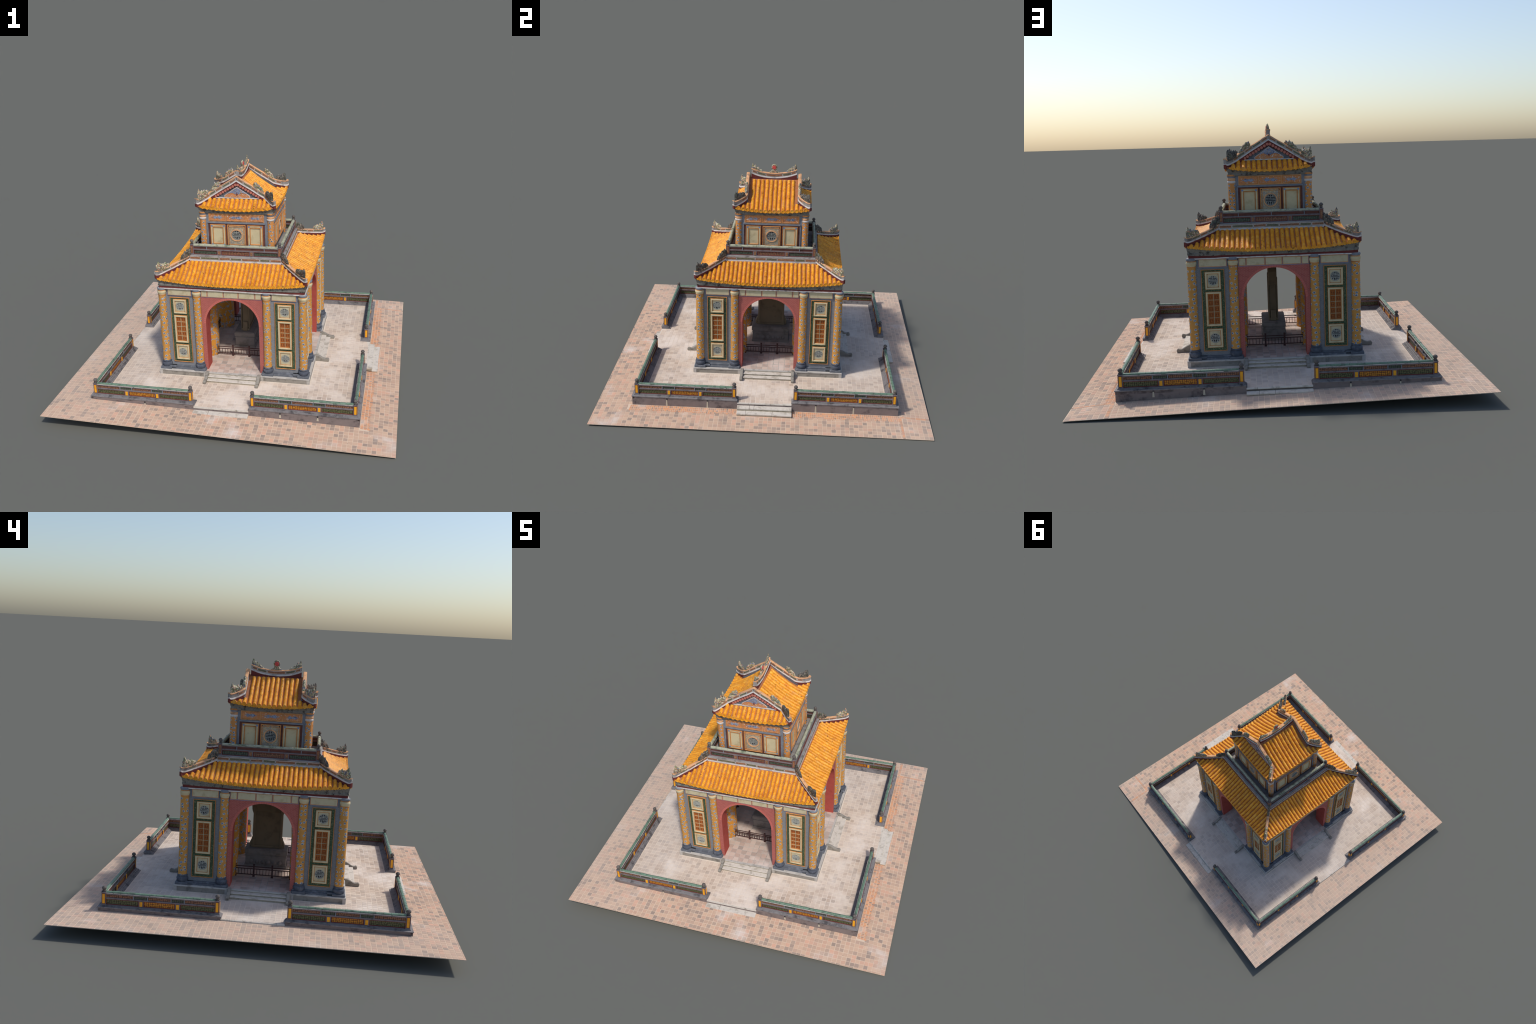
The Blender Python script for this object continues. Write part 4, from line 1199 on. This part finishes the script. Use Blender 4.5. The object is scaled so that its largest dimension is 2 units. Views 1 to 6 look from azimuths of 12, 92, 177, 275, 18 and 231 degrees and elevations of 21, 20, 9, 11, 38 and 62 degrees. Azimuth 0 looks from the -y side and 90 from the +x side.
f.loft([[(a, -UW - 0.0075, b) for a, b in mid], [(a, -UW - 0.0065, b) for a, b in outer]], caps=False)
up.append(("spandrel", f, "frame_stone"))
f = Shape().loft([[(a, -UW - 0.001, b) for a, b in inner], [(a, -UW - 0.0105, b) for a, b in inner], [(a, -UW - 0.0105, b) for a, b in mid], [(a, -UW - 0.006, b) for a, b in mid]], caps=False)
up.append(("roundel_rim", f, "peach"))
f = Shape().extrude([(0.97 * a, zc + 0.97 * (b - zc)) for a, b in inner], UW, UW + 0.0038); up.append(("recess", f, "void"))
f = Shape(); shou(f, 0, zc, R * 0.95, UW + 0.003, UW + 0.0062); up.append(("tracery", f, "upper_tracery"))
for nme, shp, m in up:
    me = shp.mesh(nme, m)
    for k in range(4):
        place(nme, me, upper, turn=k * HALF_TURN)

# ------------------------------------------------------------------ upper roof (hip and gable, ridge along y)
UE = 0.236
USAG = 0.021
def urise(f): return USAG * abs(f) ** 2.3
s = Shape(); s.ring_sweep([(0.19, 1.053), (0.2215, 1.050), (0.2245, 1.056), (0.2230, 1.060), (0.2280, 1.067), (0.2310, 1.0715), (0.19, 1.0715)], lambda f, k: (0, 0, 0.003, 0.005, 0.014, 0.02, 0.02)[k] * abs(f) ** 2.3, 16, closed=True)
place("upper_cornice", s.mesh("upper_cornice", "soot"), root)
GAB, ELB_X, ELB_Y = 0.165, 0.172, 0.156
def main_z(x, y):
    t = abs(x) / UE
    return 1.2320 - 0.1560 * t - 0.013 * sin(pi * t) + urise(min(1, abs(y) / UE)) * t ** 4
def skirt_z(d, u):
    t = (d - GAB) / (UE - GAB)
    return 1.124 - 0.048 * t - 0.002 * sin(pi * t) + urise(min(1, abs(u) / UE)) * max(0, t) ** 1.5
def hip_x(ay):
    return ELB_X + (ay - ELB_Y) * (UE - ELB_X) / (UE - ELB_Y)
for side in (1, -1):
    turn = HALF_TURN if side > 0 else -HALF_TURN
    # in the turned frame u runs along the eave and d outward (d = |x|)
    dk = Shape(); vs = []
    n1, n2 = 12, 40
    def vedge(d):
        return ELB_Y + 0.004 if d < ELB_X else ELB_Y + (d - ELB_X) * (UE - ELB_Y) / (UE - ELB_X)
    for i in range(n1 + 1):
        d = (UE - 0.003) * i / n1
        for j in range(n2 + 1):
            u = (-1 + 2 * j / n2) * vedge(d)
            vs.append((u, -d, main_z(d, u)))
    K = len(vs)
    vs += [(x, y, z - 0.005) for x, y, z in vs]
    q = [(i * (n2 + 1) + j, i * (n2 + 1) + j + 1, (i + 1) * (n2 + 1) + j + 1, (i + 1) * (n2 + 1) + j) for i in range(n1) for j in range(n2)]
    dk.add(vs, q + [tuple(c + K for c in f[::-1]) for f in q] + [(n1 * (n2 + 1) + j, n1 * (n2 + 1) + j + 1, K + n1 * (n2 + 1) + j + 1, K + n1 * (n2 + 1) + j) for j in range(n2)])
    rf = place("upper_roof", dk.mesh("upper_roof", "pan", 40), root, turn=turn)
    for i in range(16):
        u = (i - 7.5) * 0.0272
        start = 0.018 if abs(u) < ELB_Y - 0.008 else hip_x(abs(u)) + 0.012
        if start > UE - 0.008: continue
        path = [(u, -d, main_z(d, u) + 0.001) for d in [start + (UE - start) * j / 10 for j in range(11)]]
        place("roof_tile_row", tile_row(path, 0.0104, 0.0105).mesh("roof_tile_row", "glaze", 55), rf)
    dr = Shape()
    for i in range(17):
        u = (i - 8) * 0.0272
        if abs(u) < UE - 0.006:
            t = drip(u, UE, main_z(UE, u), 0.008, 0.008); dr.add(t.v, t.f)
    ob = place("drip_tile", dr.mesh("drip_tile", "glaze"), rf); ob["kind"] = "stuff"
for side in (1, -1):
    turn = 0.0 if side < 0 else pi
    dk = Shape(); vs = []
    n1, n2 = 5, 40
    def hedge(d): return ELB_X - 0.002 if d < ELB_Y else ELB_X + (d - ELB_Y) * (UE - ELB_X) / (UE - ELB_Y)
    for i in range(n1 + 1):
        d = GAB - 0.006 + (UE - 0.003 - GAB + 0.006) * i / n1
        for j in range(n2 + 1):
            u = (-1 + 2 * j / n2) * hedge(d)
            vs.append((u, -d, skirt_z(d, u)))
    K = len(vs)
    vs += [(x, y, z - 0.005) for x, y, z in vs]
    q = [(i * (n2 + 1) + j, i * (n2 + 1) + j + 1, (i + 1) * (n2 + 1) + j + 1, (i + 1) * (n2 + 1) + j) for i in range(n1) for j in range(n2)]
    dk.add(vs, q + [tuple(c + K for c in f[::-1]) for f in q] + [(n1 * (n2 + 1) + j, n1 * (n2 + 1) + j + 1, K + n1 * (n2 + 1) + j + 1, K + n1 * (n2 + 1) + j) for j in range(n2)])
    rf = place("skirt_roof", dk.mesh("skirt_roof", "pan", 40), root, turn=turn)
    for i in range(15):
        u = (i - 7) * 0.0276
        au = abs(u)
        start = GAB + 0.004 if au < ELB_X - 0.01 else ELB_Y + (au - ELB_X) * (UE - ELB_Y) / (UE - ELB_X) + 0.014
        if start > UE - 0.008: continue
        path = [(u, -d, skirt_z(d, u) + 0.001) for d in [start + (UE + 0.001 - start) * j / 6 for j in range(7)]]
        place("roof_tile_row", tile_row(path, 0.0106, 0.0105).mesh("roof_tile_row", "glaze", 55), rf)
    dr = Shape()
    for i in range(16):
        u = (i - 7.5) * 0.0276
        if abs(u) < UE - 0.006:
            t = drip(u, UE, skirt_z(UE, u), 0.008, 0.008); dr.add(t.v, t.f)
    ob = place("drip_tile", dr.mesh("drip_tile", "glaze"), rf); ob["kind"] = "stuff"
    # gable wall and its layers
    gw = Shape().extrude([(-0.178, 1.116), (0.178, 1.116), (0.0, 1.238)], GAB - 0.012, GAB - 0.002)
    gable = place("gable", gw.mesh("gable", "dark_stone"), root, turn=turn)
    g = Shape().extrude([(-0.150, 1.1275), (0.150, 1.1275), (0.150, 1.1325), (-0.150, 1.1325)], GAB - 0.004, GAB + 0.005)
    place("gable_sill", g.mesh("gable_sill", "white_trim"), gable)
    g = Shape().extrude([(-0.078, 1.132), (0.078, 1.132), (0.078, 1.144), (0.0, 1.198), (-0.078, 1.144)], GAB - 0.003, GAB + 0.0015)
    place("gable_border", g.mesh("gable_border", "white_trim"), gable)
    g = Shape().extrude([(-0.075, 1.134), (0.075, 1.134), (0.075, 1.143), (0.0, 1.195), (-0.075, 1.143)], GAB - 0.003, GAB + 0.003)
    place("gable_panel", g.mesh("gable_panel", "china"), gable)
    g = Shape().extrude([(-0.056, 1.157), (-0.03, 1.163), (-0.014, 1.157), (0.0, 1.150), (0.014, 1.157), (0.03, 1.163), (0.056, 1.157), (0.0, 1.194)], GAB, GAB + 0.0048)
    place("gable_cloud", g.mesh("gable_cloud", "blue_china"), gable)
    g = Shape().lathe([(0.0015, 0), (0.005, 0.003), (0.004, 0.008), (0.001, 0.011)], 8, 0, -GAB - 0.006)
    place("gable_boss", g.mesh("gable_boss", "maroon", 50), gable, (0, 0, 1.150))
    # maroon soffit band with scalloped lower edge, stepping down each slope
    for s in (-1, 1):
        out_ = [(s * 0.0, 1.2315), (s * 0.168, 1.134)]
        lowr = []
        nsc = 11
        for i in range(nsc * 4 + 1):
            t = i / (nsc * 4)
            x = 0.168 - 0.168 * t
            lowr.append((s * x, 1.134 + (1.2315 - 1.134) * t - 0.020 - 0.0045 * abs(sin(pi * t * nsc))))
        g = Shape().extrude([out_[0], out_[1]] + lowr if s > 0 else ([out_[0], out_[1]] + lowr)[::-1], GAB - 0.002, GAB + 0.0050)
        place("scalloped_band", g.mesh("scalloped_band", "maroon"), gable)
        sc = Shape()
        for i in range(nsc):
            t = (i + 0.5) / nsc
            x, z = s * (0.168 - 0.168 * t), 1.134 + (1.2315 - 1.134) * t - 0.0165
            sc.lathe([(0.0001, 0), (0.0075, 0.0005), (0.008, 0.003), (0.0001, 0.0031)], 8)
            k0 = len(sc.v) - 32
            for m in range(k0, len(sc.v)):
                p = sc.v[m]; sc.v[m] = (x + p[0], -GAB - 0.0035 - p[2], z + p[1])
        place("scallop", sc.mesh("scallop", "scallop_paint", 40), gable)
        # raking ridge from the apex down to the elbow, then out along the hip to the corner
        rk = [(0.0, GAB - 0.002, 1.2335), (0.055, GAB - 0.002, 1.2000), (0.110, GAB - 0.002, 1.1675), (0.150, GAB - 0.001, 1.1430)]
        hp = [(0.168, 0.1660, 1.1330), (0.190, 0.1850, 1.1215), (0.212, 0.2080, 1.1115), (0.225, 0.2220, 1.1075), (0.232, 0.2300, 1.1080), (0.2365, 0.2350, 1.1130)]
        path = smooth_path([(s * x, -d, z) for x, d, z in rk], 5)[:-1]
        path = path + smooth_path([(s * x, -d, z) for x, d, z in [rk[-1]] + hp], 4)
        r = ridge("raking_ridge", gable, path, 0.0075, 0.030, [0.02, 0.16, 0.34, 0.50, 0.66, 0.80])
        ub = Shape().sweep(path[12:], [(-0.008, -0.022), (0.008, -0.022), (0.008, -0.0025), (-0.008, -0.0025)])
        i0, i1 = (-0.008, 0.0) if s > 0 else (0.0, 0.008)
        ub.sweep(path[:13], [(i0, -0.032), (i1, -0.032), (i1, -0.0025), (i0, -0.0025)])
        place("ridge_bed", ub.mesh("ridge_bed", "maroon"), r)
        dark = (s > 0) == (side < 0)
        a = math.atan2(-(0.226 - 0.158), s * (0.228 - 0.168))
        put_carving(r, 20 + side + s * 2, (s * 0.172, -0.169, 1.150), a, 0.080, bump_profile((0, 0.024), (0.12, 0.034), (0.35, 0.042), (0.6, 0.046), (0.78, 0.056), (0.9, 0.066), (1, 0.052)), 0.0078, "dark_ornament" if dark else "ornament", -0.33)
        put_carving(r, 30 + side + s * 2, (s * 0.098, -GAB + 0.001, 1.199), 0.0 if s > 0 else pi, 0.064, bump_profile((0, 0.018), (0.15, 0.036), (0.45, 0.038), (0.8, 0.028), (1, 0.008)), 0.0085, "ornament", -0.58)
# main ridge, swept up at both ends
def crest(y): return 1.2335 + 0.026 * (abs(y) / 0.14) ** 2.2
path = [(0, -0.143 + 0.286 * i / 28, crest(-0.143 + 0.286 * i / 28)) for i in range(29)]
mr = ridge("main_ridge", root, path, 0.0085, 0.031, [0.02, 0.13, 0.32, 0.68, 0.87, 0.98])
ub = Shape().sweep(path, [(-0.010, -0.030), (0.010, -0.030), (0.010, -0.0025), (-0.010, -0.0025)])
place("ridge_bed", ub.mesh("ridge_bed", "maroon"), mr)
for s in (-1, 1):
    put_carving(mr, 41 + s, (0, s * 0.062, 1.258), s * HALF_TURN, 0.079, bump_profile((0, 0.004), (0.25, 0.024), (0.55, 0.040), (0.8, 0.052), (0.93, 0.062), (1, 0.044)), 0.0062, "ornament", 0.03)
pearl_base = Shape()
pearl_base.loft([[(sx, y, z) for y, z in ((-0.034, 1.258), (-0.030, 1.270), (-0.018, 1.276), (-0.010, 1.288), (0.010, 1.288), (0.018, 1.276), (0.030, 1.270), (0.034, 1.258))] for sx in (-0.006, 0.006)])
pb_ = place("pearl_stand", pearl_base.mesh("pearl_stand", "ornament", bevel=0.002), mr)
pr = Shape(); n = 20
for rr, xs in ((0.0185, 0.0055), (0.0125, 0.0085)):
    o = [(rr * cos(2 * pi * i / n), rr * (1.12 if rr > 0.015 else 1) * sin(2 * pi * i / n)) for i in range(n)]
    sh = Shape().loft([[(-xs, a, 1.299 + b) for a, b in o], [(xs, a, 1.299 + b) for a, b in o]])
    place("pearl_flame" if rr > 0.015 else "pearl", sh.mesh("pearl_flame" if rr > 0.015 else "pearl", "ornament" if rr > 0.015 else "pearl", bevel=0.0025), pb_)
